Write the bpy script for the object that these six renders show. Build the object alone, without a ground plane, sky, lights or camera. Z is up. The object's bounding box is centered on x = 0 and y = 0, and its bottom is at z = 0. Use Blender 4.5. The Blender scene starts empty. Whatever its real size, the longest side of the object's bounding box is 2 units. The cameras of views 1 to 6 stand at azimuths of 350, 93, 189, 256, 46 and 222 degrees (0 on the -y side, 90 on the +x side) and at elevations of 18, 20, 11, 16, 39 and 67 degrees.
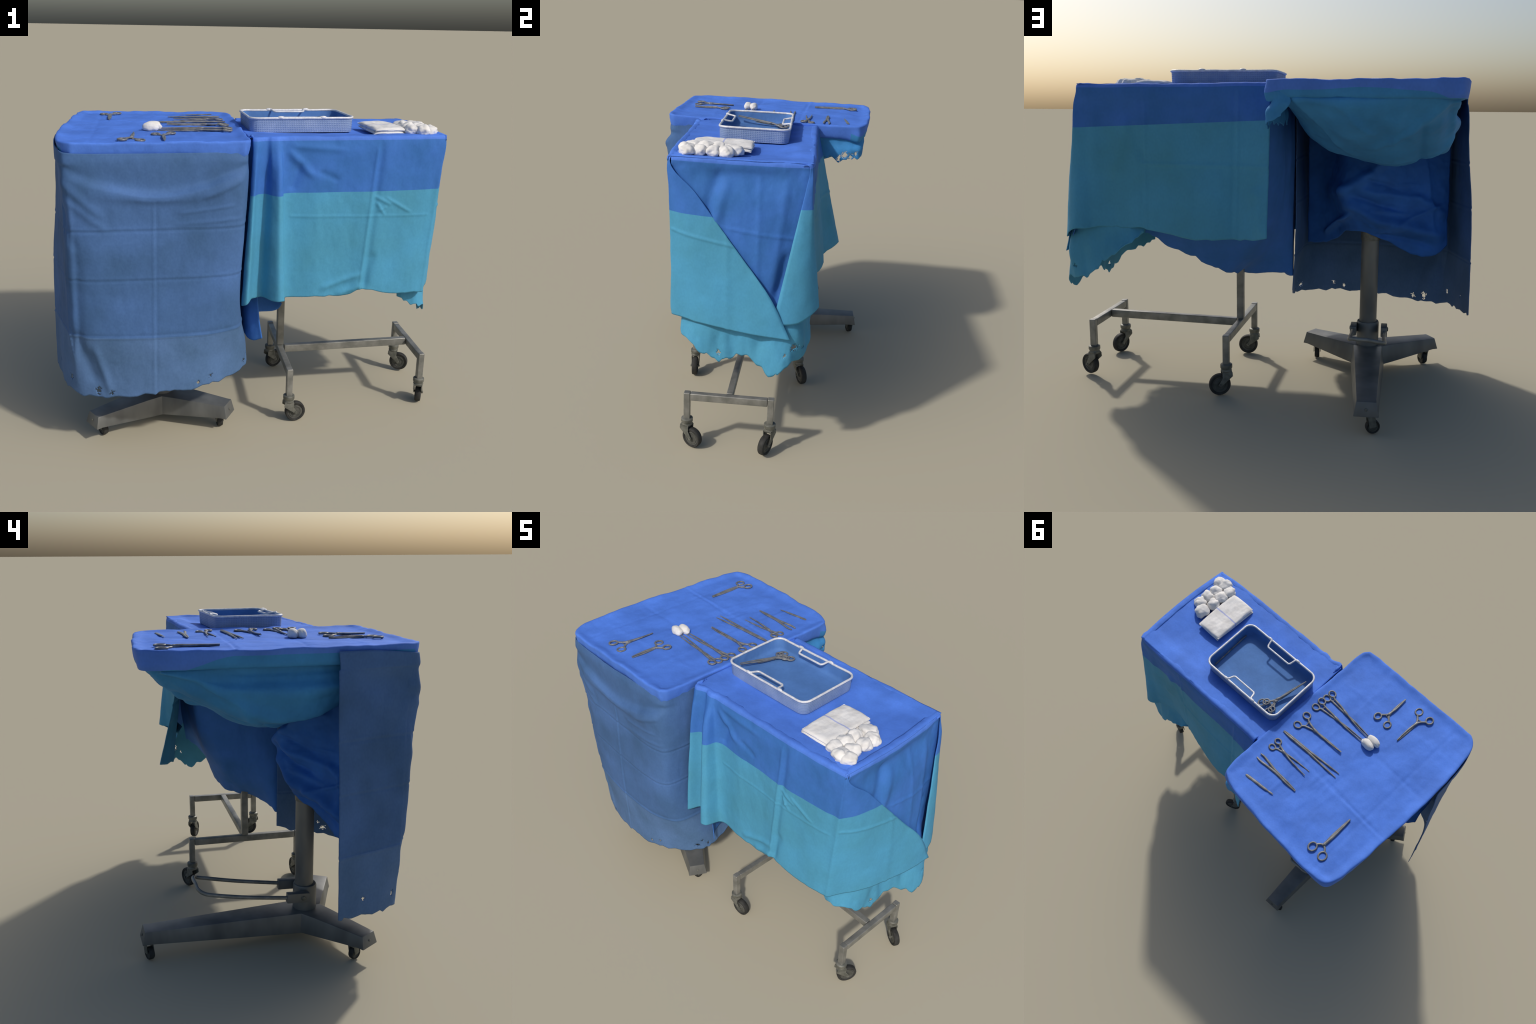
"""Two draped operating-room tables: an overhanging instrument stand and a four-wheeled
trolley, with a wire basket, gauze and hand instruments laid out on the cloths."""
import bpy, bmesh, math, random
import numpy as np
from mathutils import Vector, Matrix, noise as mn

random.seed(11)

# ------------------------------------------------------------------ small maths helpers
def sm(a, b, x):
    t = np.clip((x - a) / (b - a), 0, 1)
    return t * t * (3 - 2 * t)

def pchip(t, Y, tq):
    """Shape preserving cubic through (t, Y); Y has shape (n, k)."""
    t = np.asarray(t, float); Y = np.asarray(Y, float)
    if Y.ndim == 1:
        return pchip(t, Y[:, None], tq)[:, 0]
    n = len(t)
    h = np.diff(t)[:, None]
    d = np.diff(Y, axis=0) / h
    m = np.zeros_like(Y)
    if n == 2:
        m[:] = d
    else:
        w1 = 2 * h[1:] + h[:-1]; w2 = h[1:] + 2 * h[:-1]
        same = d[:-1] * d[1:] > 0
        with np.errstate(divide='ignore', invalid='ignore'):
            hm = (w1 + w2) / (w1 / d[:-1] + w2 / d[1:])
        m[1:-1] = np.where(same, hm, 0)
        # soften: blend with the plain average so that bends stay round
        m[1:-1] = 0.6 * m[1:-1] + 0.4 * (d[:-1] * h[1:] + d[1:] * h[:-1]) / (h[:-1] + h[1:])
        m[0] = d[0]; m[-1] = d[-1]
    i = np.clip(np.searchsorted(t, tq, side='right') - 1, 0, n - 2)
    H = h[i]; s = ((tq - t[i])[:, None]) / H
    return ((1 + 2 * s) * (1 - s) ** 2 * Y[i] + s * (1 - s) ** 2 * H * m[i]
            + s * s * (3 - 2 * s) * Y[i + 1] + s * s * (s - 1) * H * m[i + 1])

def lerp_profile(pts, x):
    xs = [p[0] for p in pts]; ys = [p[1] for p in pts]
    return np.interp(x, xs, ys)

def fnoise(P, scale, seed=0.0, stretch=(1, 1, 1), octaves=2):
    S = np.asarray(P, float) * np.asarray(stretch) / scale + seed * 17.31
    return np.array([mn.fractal(Vector(p), 0.9, 2.1, octaves) for p in S.reshape(-1, 3)]).reshape(S.shape[:-1])

def ridge(X, Z, a, b, width, height, fade=0.15):
    """A soft fold ridge along the segment a-b in a 2D field."""
    a = np.array(a, float); b = np.array(b, float)
    d = b - a; L = np.hypot(*d); d = d / L
    s = (X - a[0]) * d[0] + (Z - a[1]) * d[1]
    n = -(X - a[0]) * d[1] + (Z - a[1]) * d[0]
    along = sm(-fade * L, fade * L, s) * (1 - sm(L - fade * L, L + fade * L, s))
    return height * along * np.exp(-(n / width) ** 2)

# ------------------------------------------------------------------ scene helpers
def link(ob, parent=None):
    bpy.context.scene.collection.objects.link(ob)
    if parent is not None:
        ob.parent = parent
    return ob

def thing(name, label, category, loc=(0, 0, 0)):
    e = bpy.data.objects.new(name, None)
    e.empty_display_size = 0.05
    e.location = loc
    link(e)
    e["label"] = label
    e["category"] = category
    return e

def mesh_obj(name, verts, faces, mats, parent=None, smooth=True, sharp=None, face_mats=None):
    me = bpy.data.meshes.new(name)
    me.from_pydata([tuple(v) for v in verts], [], [tuple(f) for f in faces])
    for m in (mats if isinstance(mats, (list, tuple)) else [mats]):
        me.materials.append(m)
    if smooth:
        me.polygons.foreach_set("use_smooth", [True] * len(me.polygons))
    if face_mats is not None:
        me.polygons.foreach_set("material_index", face_mats)
    me.update()
    if sharp:
        me.set_sharp_from_angle(angle=math.radians(sharp))
    return link(bpy.data.objects.new(name, me), parent)

def place(ob, origin):
    """Keep world geometry, but move the object's parent offset out."""
    ob.location = -Vector(origin)

# ------------------------------------------------------------------ materials
def new_mat(name):
    m = bpy.data.materials.new(name)
    m.use_nodes = True
    nt = m.node_tree
    b = nt.nodes["Principled BSDF"]
    return m, nt, b

def node(nt, kind, **kw):
    n = nt.nodes.new(kind)
    for k, v in kw.items():
        setattr(n, k, v)
    return n

def cloth(name, col, dark=0.82, light=1.12, hue=None, rough=0.72, patch=7.0, fuzz=1.0):
    """Non-woven drape: broad tonal patches, fibre mottling and a fine bump."""
    m, nt, b = new_mat(name)
    tc = node(nt, "ShaderNodeTexCoord")
    n1 = node(nt, "ShaderNodeTexNoise"); n1.inputs["Scale"].default_value = patch
    n1.inputs["Detail"].default_value = 4
    n2 = node(nt, "ShaderNodeTexNoise"); n2.inputs["Scale"].default_value = 120
    n2.inputs["Detail"].default_value = 3
    mp = node(nt, "ShaderNodeMapping"); mp.inputs["Scale"].default_value = (1, 1, 0.7)
    nt.links.new(tc.outputs["Object"], n1.inputs["Vector"])
    nt.links.new(tc.outputs["Object"], mp.inputs["Vector"])
    nt.links.new(mp.outputs["Vector"], n2.inputs["Vector"])
    r = node(nt, "ShaderNodeValToRGB")
    h = hue or (1, 1, 1)
    r.color_ramp.elements[0].position = 0.3
    r.color_ramp.elements[0].color = (*[c * dark * k for c, k in zip(col, h)], 1)
    r.color_ramp.elements[1].position = 0.7
    r.color_ramp.elements[1].color = (*[min(c * light, 1) for c in col], 1)
    nt.links.new(n1.outputs["Fac"], r.inputs["Fac"])
    mx = node(nt, "ShaderNodeMix", data_type='RGBA', blend_type='MULTIPLY')
    mx.inputs["Factor"].default_value = 0.22 * fuzz
    r2 = node(nt, "ShaderNodeValToRGB")
    r2.color_ramp.elements[0].position = 0.35; r2.color_ramp.elements[0].color = (.72, .74, .78, 1)
    r2.color_ramp.elements[1].position = 0.65; r2.color_ramp.elements[1].color = (1, 1, 1, 1)
    nt.links.new(n2.outputs["Fac"], r2.inputs["Fac"])
    nt.links.new(r.outputs["Color"], mx.inputs["A"])
    nt.links.new(r2.outputs["Color"], mx.inputs["B"])
    nt.links.new(mx.outputs["Result"], b.inputs["Base Color"])
    b.inputs["Roughness"].default_value = rough
    b.inputs["Specular IOR Level"].default_value = 0.18
    n3 = node(nt, "ShaderNodeTexNoise"); n3.inputs["Scale"].default_value = 28
    n3.inputs["Detail"].default_value = 5
    nt.links.new(tc.outputs["Object"], n3.inputs["Vector"])
    bp = node(nt, "ShaderNodeBump"); bp.inputs["Strength"].default_value = 0.25
    bp.inputs["Distance"].default_value = 0.006
    nt.links.new(n3.outputs["Fac"], bp.inputs["Height"])
    nt.links.new(bp.outputs["Normal"], b.inputs["Normal"])
    return m

def metal(name, a, c, rough=0.42, metallic=0.35, scale=30.0, stretch=(1, 1, 1), spec=0.4):
    m, nt, b = new_mat(name)
    tc = node(nt, "ShaderNodeTexCoord")
    mp = node(nt, "ShaderNodeMapping"); mp.inputs["Scale"].default_value = stretch
    n1 = node(nt, "ShaderNodeTexNoise"); n1.inputs["Scale"].default_value = scale
    n1.inputs["Detail"].default_value = 6
    nt.links.new(tc.outputs["Object"], mp.inputs["Vector"])
    nt.links.new(mp.outputs["Vector"], n1.inputs["Vector"])
    r = node(nt, "ShaderNodeValToRGB")
    r.color_ramp.elements[0].position = 0.32; r.color_ramp.elements[0].color = (*a, 1)
    r.color_ramp.elements[1].position = 0.68; r.color_ramp.elements[1].color = (*c, 1)
    nt.links.new(n1.outputs["Fac"], r.inputs["Fac"])
    nt.links.new(r.outputs["Color"], b.inputs["Base Color"])
    b.inputs["Roughness"].default_value = rough
    b.inputs["Metallic"].default_value = metallic
    b.inputs["Specular IOR Level"].default_value = spec
    return m

BLUE_TOP = cloth("bright_blue_drape", (.085, .215, .72), dark=.84, light=1.10)
BLUE_APRON = cloth("blue_drape_greyed_for_baked_shade", (.068, .148, .345), dark=.82, light=1.15, hue=(.95, 1.0, .92), patch=4.5, fuzz=1.5)  # grey, dark base carries the shading baked into the scanned apron
APRON_HEM = cloth("paler_grey_blue_drape", (.092, .176, .355), dark=.84, light=1.12, hue=(.95, 1.0, .95), patch=5, fuzz=1.6)
BLUE_POCKET = cloth("teal_blue_drape", (.05, .25, .56), dark=.85, light=1.1)
BLUE_LINER = cloth("blue_drape_darkened_for_occlusion", (.030, .135, .47), dark=.8, light=1.15)  # base colour lowered to paint in the occlusion shadow beneath the tray
BLUE_SIDE = cloth("blue_drape_darkened_for_side_shade", (.05, .165, .52), dark=.88, light=1.08, hue=(.9, 1.05, .95))  # same cloth as BLUE_TOP, tinted darker for the weaker light on upright sides
CYAN_HEM = cloth("aqua_drape", (.072, .298, .495), dark=.9, light=1.1, hue=(1.1, 1.06, .95), patch=4)
STEEL = metal("brushed_steel", (.17, .172, .158), (.30, .298, .275), .4, .4, 18, (1, 1, 1))
BASE_STEEL = metal("dull_base_steel", (.118, .123, .122), (.20, .205, .198), .45, .35, 9, (1, 1, .4))
CASTER_METAL = metal("zinc_fork", (.10, .105, .09), (.20, .20, .175), .5, .3, 40)
RUBBER = metal("dark_rubber", (.022, .022, .021), (.045, .045, .042), .7, 0, 35, spec=.25)
HUB_GREY = metal("grey_wheel_disc", (.055, .058, .05), (.10, .10, .09), .6, .1, 45)
INSTR = metal("worn_instrument_steel", (.105, .11, .115), (.235, .24, .245), .4, .15, 30)
RIM_WIRE = metal("pale_wire", (.55, .57, .62), (.78, .78, .80), .45, .1, 60)
GAUZE = None

def gauze_mat(name, stripe=None):
    m, nt, b = new_mat(name)
    tc = node(nt, "ShaderNodeTexCoord")
    n1 = node(nt, "ShaderNodeTexNoise"); n1.inputs["Scale"].default_value = 22
    n1.inputs["Detail"].default_value = 4
    nt.links.new(tc.outputs["Object"], n1.inputs["Vector"])
    r = node(nt, "ShaderNodeValToRGB")
    r.color_ramp.elements[0].position = .3; r.color_ramp.elements[0].color = (.66, .645, .62, 1)
    r.color_ramp.elements[1].position = .65; r.color_ramp.elements[1].color = (.78, .77, .75, 1)
    nt.links.new(n1.outputs["Fac"], r.inputs["Fac"])
    out = r.outputs["Color"]
    if stripe:
        axis, centre, half = stripe
        sp = node(nt, "ShaderNodeSeparateXYZ")
        nt.links.new(tc.outputs["Object"], sp.inputs[0])
        wob = node(nt, "ShaderNodeTexNoise"); wob.inputs["Scale"].default_value = 14
        nt.links.new(tc.outputs["Object"], wob.inputs["Vector"])
        ma = node(nt, "ShaderNodeMath", operation='MULTIPLY_ADD')
        ma.inputs[1].default_value = 0.014; ma.inputs[2].default_value = -centre - .007
        nt.links.new(wob.outputs["Fac"], ma.inputs[0])
        add = node(nt, "ShaderNodeMath", operation='ADD')
        nt.links.new(sp.outputs[axis], add.inputs[0]); nt.links.new(ma.outputs[0], add.inputs[1])
        ab = node(nt, "ShaderNodeMath", operation='ABSOLUTE'); nt.links.new(add.outputs[0], ab.inputs[0])
        lt = node(nt, "ShaderNodeMapRange"); lt.inputs["From Min"].default_value = half
        lt.inputs["From Max"].default_value = half * 2.2
        lt.inputs["To Min"].default_value = .75; lt.inputs["To Max"].default_value = 0
        nt.links.new(ab.outputs[0], lt.inputs["Value"])
        mx = node(nt, "ShaderNodeMix", data_type='RGBA')
        nt.links.new(lt.outputs["Result"], mx.inputs["Factor"])
        nt.links.new(out, mx.inputs["A"]); mx.inputs["B"].default_value = (.30, .36, .68, 1)
        out = mx.outputs["Result"]
    nt.links.new(out, b.inputs["Base Color"])
    b.inputs["Roughness"].default_value = .9
    b.inputs["Specular IOR Level"].default_value = .1
    n2 = node(nt, "ShaderNodeTexNoise"); n2.inputs["Scale"].default_value = 60
    nt.links.new(tc.outputs["Object"], n2.inputs["Vector"])
    bp = node(nt, "ShaderNodeBump"); bp.inputs["Strength"].default_value = .35
    bp.inputs["Distance"].default_value = .004
    nt.links.new(n2.outputs["Fac"], bp.inputs["Height"])
    nt.links.new(bp.outputs["Normal"], b.inputs["Normal"])
    return m

GAUZE = gauze_mat("white_gauze")
GAUZE_STRIPE = gauze_mat("white_gauze_blue_thread", (1, 0.0, .0024))
GAUZE_BALL = gauze_mat("white_gauze_ball")

def basket_mat():
    """Woven wire mesh over blue cloth: a fine light grid on a greyed blue."""
    m, nt, b = new_mat("fine_wire_mesh")
    tc = node(nt, "ShaderNodeTexCoord")
    sp = node(nt, "ShaderNodeSeparateXYZ"); nt.links.new(tc.outputs["Object"], sp.inputs[0])
    ad = node(nt, "ShaderNodeMath", operation='ADD')
    nt.links.new(sp.outputs[0], ad.inputs[0]); nt.links.new(sp.outputs[1], ad.inputs[1])
    def lines(sock, freq):
        mu = node(nt, "ShaderNodeMath", operation='MULTIPLY'); mu.inputs[1].default_value = freq
        nt.links.new(sock, mu.inputs[0])
        si = node(nt, "ShaderNodeMath", operation='SINE'); nt.links.new(mu.outputs[0], si.inputs[0])
        return si.outputs[0]
    l1 = lines(ad.outputs[0], 2 * math.pi / .0085); l2 = lines(sp.outputs[2], 2 * math.pi / .0085)
    mxm = node(nt, "ShaderNodeMath", operation='MAXIMUM')
    nt.links.new(l1, mxm.inputs[0]); nt.links.new(l2, mxm.inputs[1])
    mr = node(nt, "ShaderNodeMapRange"); mr.inputs["From Min"].default_value = -.2
    mr.inputs["From Max"].default_value = 1
    nt.links.new(mxm.outputs[0], mr.inputs["Value"])
    n1 = node(nt, "ShaderNodeTexNoise"); n1.inputs["Scale"].default_value = 16; n1.inputs["Detail"].default_value = 5
    nt.links.new(tc.outputs["Object"], n1.inputs["Vector"])
    r = node(nt, "ShaderNodeValToRGB")
    r.color_ramp.elements[0].position = .3; r.color_ramp.elements[0].color = (.15, .24, .44, 1)
    r.color_ramp.elements[1].position = .7; r.color_ramp.elements[1].color = (.24, .33, .52, 1)
    nt.links.new(n1.outputs["Fac"], r.inputs["Fac"])
    mx = node(nt, "ShaderNodeMix", data_type='RGBA')
    sc = node(nt, "ShaderNodeMath", operation='MULTIPLY'); sc.inputs[1].default_value = .22
    nt.links.new(mr.outputs["Result"], sc.inputs[0])
    nt.links.new(sc.outputs[0], mx.inputs["Factor"])
    nt.links.new(r.outputs["Color"], mx.inputs["A"]); mx.inputs["B"].default_value = (.42, .48, .60, 1)
    nt.links.new(mx.outputs["Result"], b.inputs["Base Color"])
    b.inputs["Roughness"].default_value = .55
    bp = node(nt, "ShaderNodeBump"); bp.inputs["Strength"].default_value = .5; bp.inputs["Distance"].default_value = .002
    nt.links.new(mr.outputs["Result"], bp.inputs["Height"])
    nt.links.new(bp.outputs["Normal"], b.inputs["Normal"])
    return m

BASKET = basket_mat()
BASKET_LINER = cloth("basket_liner_blue", (.085, .20, .47), dark=.85, light=1.12)

# ------------------------------------------------------------------ draped sheets
THICK = 0.0035

def jag(n, seed, coarse, fine, step_coarse=9, step_fine=4):
    """Piecewise linear torn-edge offsets along a hem of n samples."""
    rng = random.Random(seed)
    def poly(step, amp):
        xs = [0]
        while xs[-1] < n:
            xs.append(xs[-1] + rng.uniform(.5, 1.6) * step)
        return np.interp(np.arange(n), xs, [rng.uniform(-amp, amp) for _ in xs])
    return poly(step_coarse, coarse) + poly(step_fine, fine)

def sheet(name, ctrl, mats, parent, centre, cell=0.0075, relief=None, rag=None, rag_right=None,
          wrinkle=(0.0035, 0.10, (1, 1, .45)), seed=1, band_row=None, thick=THICK, holes=(), flip=False, top_row=None):
    """Loft a cloth sheet through rows of control points (rows run top to hem),
    wrinkle it along its normal, tear its hem and give it thickness."""
    C = np.array(ctrl, float)
    R, K = C.shape[:2]
    du = np.linalg.norm(np.diff(C, axis=1), axis=2).mean(0) + 1e-4
    dv = np.linalg.norm(np.diff(C, axis=0), axis=2).mean(1) + 1e-4
    tu = np.concatenate([[0], np.cumsum(du)]); tv = np.concatenate([[0], np.cumsum(dv)])
    nu = max(8, int(tu[-1] / cell)); nv = max(8, int(tv[-1] / cell))
    qu = np.linspace(0, tu[-1], nu); qv = np.linspace(0, tv[-1], nv)
    if band_row is not None:                      # put a vertex row exactly on the colour seam
        k = int(np.argmin(abs(qv - tv[band_row]))); qv[k] = tv[band_row]
    rows = np.stack([pchip(tu, C[r], qu) for r in range(R)])            # R, nu, 3
    P = pchip(tv, rows.reshape(R, -1), qv).reshape(nv, nu, 3)
    U = np.tile(qu / tu[-1], (nv, 1)); V = np.tile((qv / tv[-1])[:, None], (1, nu))
    def normals(P):
        n = np.cross(np.gradient(P, axis=1), np.gradient(P, axis=0))
        return n / (np.linalg.norm(n, axis=2, keepdims=True) + 1e-9)
    N = normals(P)
    sgn = 1 if ((P - np.array(centre)) * N).sum(2).mean() > 0 else -1
    if flip: sgn = -sgn
    N = N * sgn
    off = np.zeros((nv, nu))
    if wrinkle:
        amp, sc, st = wrinkle
        off += amp * fnoise(P, sc, seed, st, 3)
        off += amp * .35 * fnoise(P, sc * .3, seed + 3, st, 2)
    if relief is not None:
        off += relief(P, U, V)
    P = P + N * off[..., None]
    if rag is not None:
        w = sm(.86, 1.0, V)
        P[..., 2] -= w * jag(nu, seed * 7 + 1, *rag)[None, :]
    if rag_right is not None:
        w = sm(.9, 1.0, U)
        P += (w * jag(nv, seed * 7 + 2, *rag_right)[:, None])[..., None] * np.gradient(P, axis=1) / (
            np.linalg.norm(np.gradient(P, axis=1), axis=2, keepdims=True) + 1e-9)
    faces, fm = [], []
    rng = random.Random(seed)
    hs = [(hu, hv, hr) for hu, hv, hr in holes]
    for j in range(nv - 1):
        for i in range(nu - 1):
            a, b, c, d = j * nu + i, j * nu + i + 1, (j + 1) * nu + i + 1, (j + 1) * nu + i
            f = (a, b, c, d) if sgn > 0 else (a, d, c, b)
            m = 1 if (band_row is not None and qv[j] >= tv[band_row] - 1e-6) else 0
            if top_row is not None and qv[j] < tv[top_row]: m = len(mats) - 1
            if hs:
                p = P[j, i]
                near = min(((U[j, i] - hu) ** 2 * tu[-1] ** 2 + (V[j, i] - hv) ** 2 * tv[-1] ** 2) ** .5 / hr for hu, hv, hr in hs)
                if .7 < near < 1.7:
                    q = rng.random()
                    if q < .62:
                        k = rng.randrange(4)
                        faces.append((f[k], f[(k + 1) % 4], f[(k + 2) % 4])); fm.append(m)
                        continue
                if any((U[j, i] - hu) ** 2 * tu[-1] ** 2 + (V[j, i] - hv) ** 2 * tv[-1] ** 2 < (hr * rng.uniform(.6, 1.25)) ** 2
                       for hu, hv, hr in hs):
                    continue
            # triangulate so that twisted quads shade cleanly
            faces.append(f); fm.append(m)
    ob = mesh_obj(name, P.reshape(-1, 3), faces, mats, parent, face_mats=fm)
    sol = ob.modifiers.new("cloth_thickness", 'SOLIDIFY')
    sol.thickness = thick; sol.offset = -1.0
    ob.location = -Vector(parent.location)
    return ob

# ------------------------------------------------------------------ solid primitives (world coordinates)
def fix(ob, parent):
    ob.location = -Vector(parent.location)
    return ob

def bevelled(name, bm, mat, parent, bevel=.003, seg=2, sharp=35):
    if bevel:
        bmesh.ops.bevel(bm, geom=[e for e in bm.edges if len(e.link_faces) == 2 and e.calc_face_angle(0) > .5],
                        offset=bevel, segments=seg, profile=.6, affect='EDGES')
    me = bpy.data.meshes.new(name); bm.to_mesh(me); bm.free()
    for m in (mat if isinstance(mat, (list, tuple)) else [mat]): me.materials.append(m)
    me.polygons.foreach_set("use_smooth", [True] * len(me.polygons))
    me.set_sharp_from_angle(angle=math.radians(sharp))
    return link(bpy.data.objects.new(name, me), parent)

def beam_bm(a, b, w, h, up=(0, 0, 1), bm=None):
    """Box beam from a to b, w wide and h tall."""
    a = Vector(a); b = Vector(b); d = (b - a).normalized(); up = Vector(up)
    if abs(d.dot(up)) > .95: up = Vector((1, 0, 0))
    s = d.cross(up).normalized(); t = s.cross(d).normalized()
    bm = bm or bmesh.new()
    vs = [bm.verts.new(p + s * sx * w / 2 + t * sy * h / 2) for p in (a, b) for sx, sy in ((-1, -1), (1, -1), (1, 1), (-1, 1))]
    for f in ((0, 1, 2, 3), (7, 6, 5, 4), (0, 4, 5, 1), (1, 5, 6, 2), (2, 6, 7, 3), (3, 7, 4, 0)):
        bm.faces.new([vs[i] for i in f])
    bmesh.ops.recalc_face_normals(bm, faces=bm.faces)
    return bm

def lathe(name, profile, mat, parent, centre, axis=(0, 0, 1), seg=40, face_mat=None, sharp=40):
    """Revolve (radius, height) pairs about an axis."""
    q = Vector((0, 0, 1)).rotation_difference(Vector(axis))
    c = Vector(centre)
    vs, fs, fm = [], [], []
    for r, z in profile:
        for k in range(seg):
            a = 2 * math.pi * k / seg
            vs.append(c + q @ Vector((r * math.cos(a), r * math.sin(a), z)))
    n = len(profile)
    for j in range(n - 1):
        for k in range(seg):
            k2 = (k + 1) % seg
            fs.append((j * seg + k, j * seg + k2, (j + 1) * seg + k2, (j + 1) * seg + k))
            fm.append(face_mat[j] if face_mat else 0)
    fs.append(tuple(range(seg))[::-1]); fm.append(face_mat[0] if face_mat else 0)
    fs.append(tuple((n - 1) * seg + k for k in range(seg))); fm.append(face_mat[-1] if face_mat else 0)
    ob = mesh_obj(name, vs, fs, mat, parent, face_mats=fm)
    bm = bmesh.new(); bm.from_mesh(ob.data); bmesh.ops.recalc_face_normals(bm, faces=bm.faces); bm.to_mesh(ob.data); bm.free()
    ob.data.set_sharp_from_angle(angle=math.radians(sharp))
    return ob

def smooth_path(pts, n, closed=False):
    P = [Vector(p) for p in pts]
    m = len(P); out = []
    segs = m if closed else m - 1
    per = max(1, n // segs)
    for i in range(segs):
        p1, p2 = P[i], P[(i + 1) % m]
        p0 = P[i - 1] if (closed or i > 0) else p1 * 2 - p2
        p3 = P[(i + 2) % m] if (closed or i + 2 < m) else p2 * 2 - p1
        for k in range(per):
            t = k / per
            out.append(.5 * ((2 * p1) + (p2 - p0) * t + (2 * p0 - 5 * p1 + 4 * p2 - p3) * t * t
                             + (3 * p1 - p0 - 3 * p2 + p3) * t ** 3))
    if not closed: out.append(P[-1])
    return out

def tube_geo(path, radius, seg=10, closed=False, flat=1.0, up=(0, 0, 1)):
    """Sweep a round or flattened section; radius may be a list along the path."""
    path = [Vector(p) for p in path]; n = len(path)
    rad = list(radius) if hasattr(radius, '__len__') else [radius] * n
    up = Vector(up); vs, fs = [], []
    last = None
    for i, p in enumerate(path):
        a = path[(i - 1) % n] if (closed or i) else p
        b = path[(i + 1) % n] if (closed or i < n - 1) else p
        d = (b - a).normalized()
        s = d.cross(up)
        if s.length < .15: s = last if last is not None else d.cross(Vector((1, 0, 0)))
        s = (s - d * s.dot(d)).normalized()
        if last is not None and s.dot(last) < 0 and closed is False and abs(d.dot(up)) > .9: s = -s
        last = s
        t = s.cross(d).normalized()
        for k in range(seg):
            an = 2 * math.pi * k / seg
            vs.append(p + (s * math.cos(an) + t * math.sin(an) * flat) * rad[i])
    rows = n if closed else n - 1
    for i in range(rows):
        i2 = (i + 1) % n
        for k in range(seg):
            k2 = (k + 1) % seg
            fs.append((i * seg + k, i * seg + k2, i2 * seg + k2, i2 * seg + k))
    if not closed:
        fs.append(tuple(range(seg))[::-1]); fs.append(tuple((n - 1) * seg + k for k in range(seg)))
    return vs, fs

def merge_geo(parts):
    V, F = [], []
    for v, f in parts:
        o = len(V); V += list(v); F += [tuple(i + o for i in q) for q in f]
    return V, F

def tube(name, path, radius, mat, parent, **kw):
    v, f = tube_geo(path, radius, **kw)
    return mesh_obj(name, v, f, mat, parent, sharp=60)

# ================================================================== INSTRUMENT STAND
stand = thing("draped_instrument_stand", "overhanging tray stand covered by blue surgical drapes on a three-legged wheeled base",
              "instrument stand", (-.49, -.2, 0))

# ---- tray cover: a rounded-rectangle top with a raised rim, rolled over and hanging down
OUT = [(-.80, -.562), (-.48, -.570), (-.17, -.576), (-.112, -.560), (-.094, -.51), (-.086, -.33), (-.069, .02),
       (-.056, .26), (-.057, .45), (-.085, .506), (-.19, .541), (-.44, .570), (-.65, .585), (-.770, .588),
       (-.832, .572), (-.862, .515), (-.883, .39), (-.911, .06), (-.922, -.19), (-.916, -.39), (-.898, -.50), (-.860, -.552)]
outline = np.array([tuple(v)[:2] for v in smooth_path([(x, y, 0) for x, y in OUT], 22 * 14, closed=True)])
# resample evenly
seglen = np.r_[0, np.cumsum(np.linalg.norm(np.diff(np.vstack([outline, outline[:1]]), axis=0), axis=1))]
NC = 420
qs = np.linspace(0, seglen[-1], NC, endpoint=False)
oc = np.vstack([outline, outline[:1]])
outline = np.c_[np.interp(qs, seglen, oc[:, 0]), np.interp(qs, seglen, oc[:, 1])]
tang = np.roll(outline, -1, 0) - np.roll(outline, 1, 0)
tang /= np.linalg.norm(tang, axis=1, keepdims=True)
onorm = np.c_[tang[:, 1], -tang[:, 0]]

def stand_top_z(x, y):
    """Dished cloth level inside the rim."""
    return 1.4725

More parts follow.
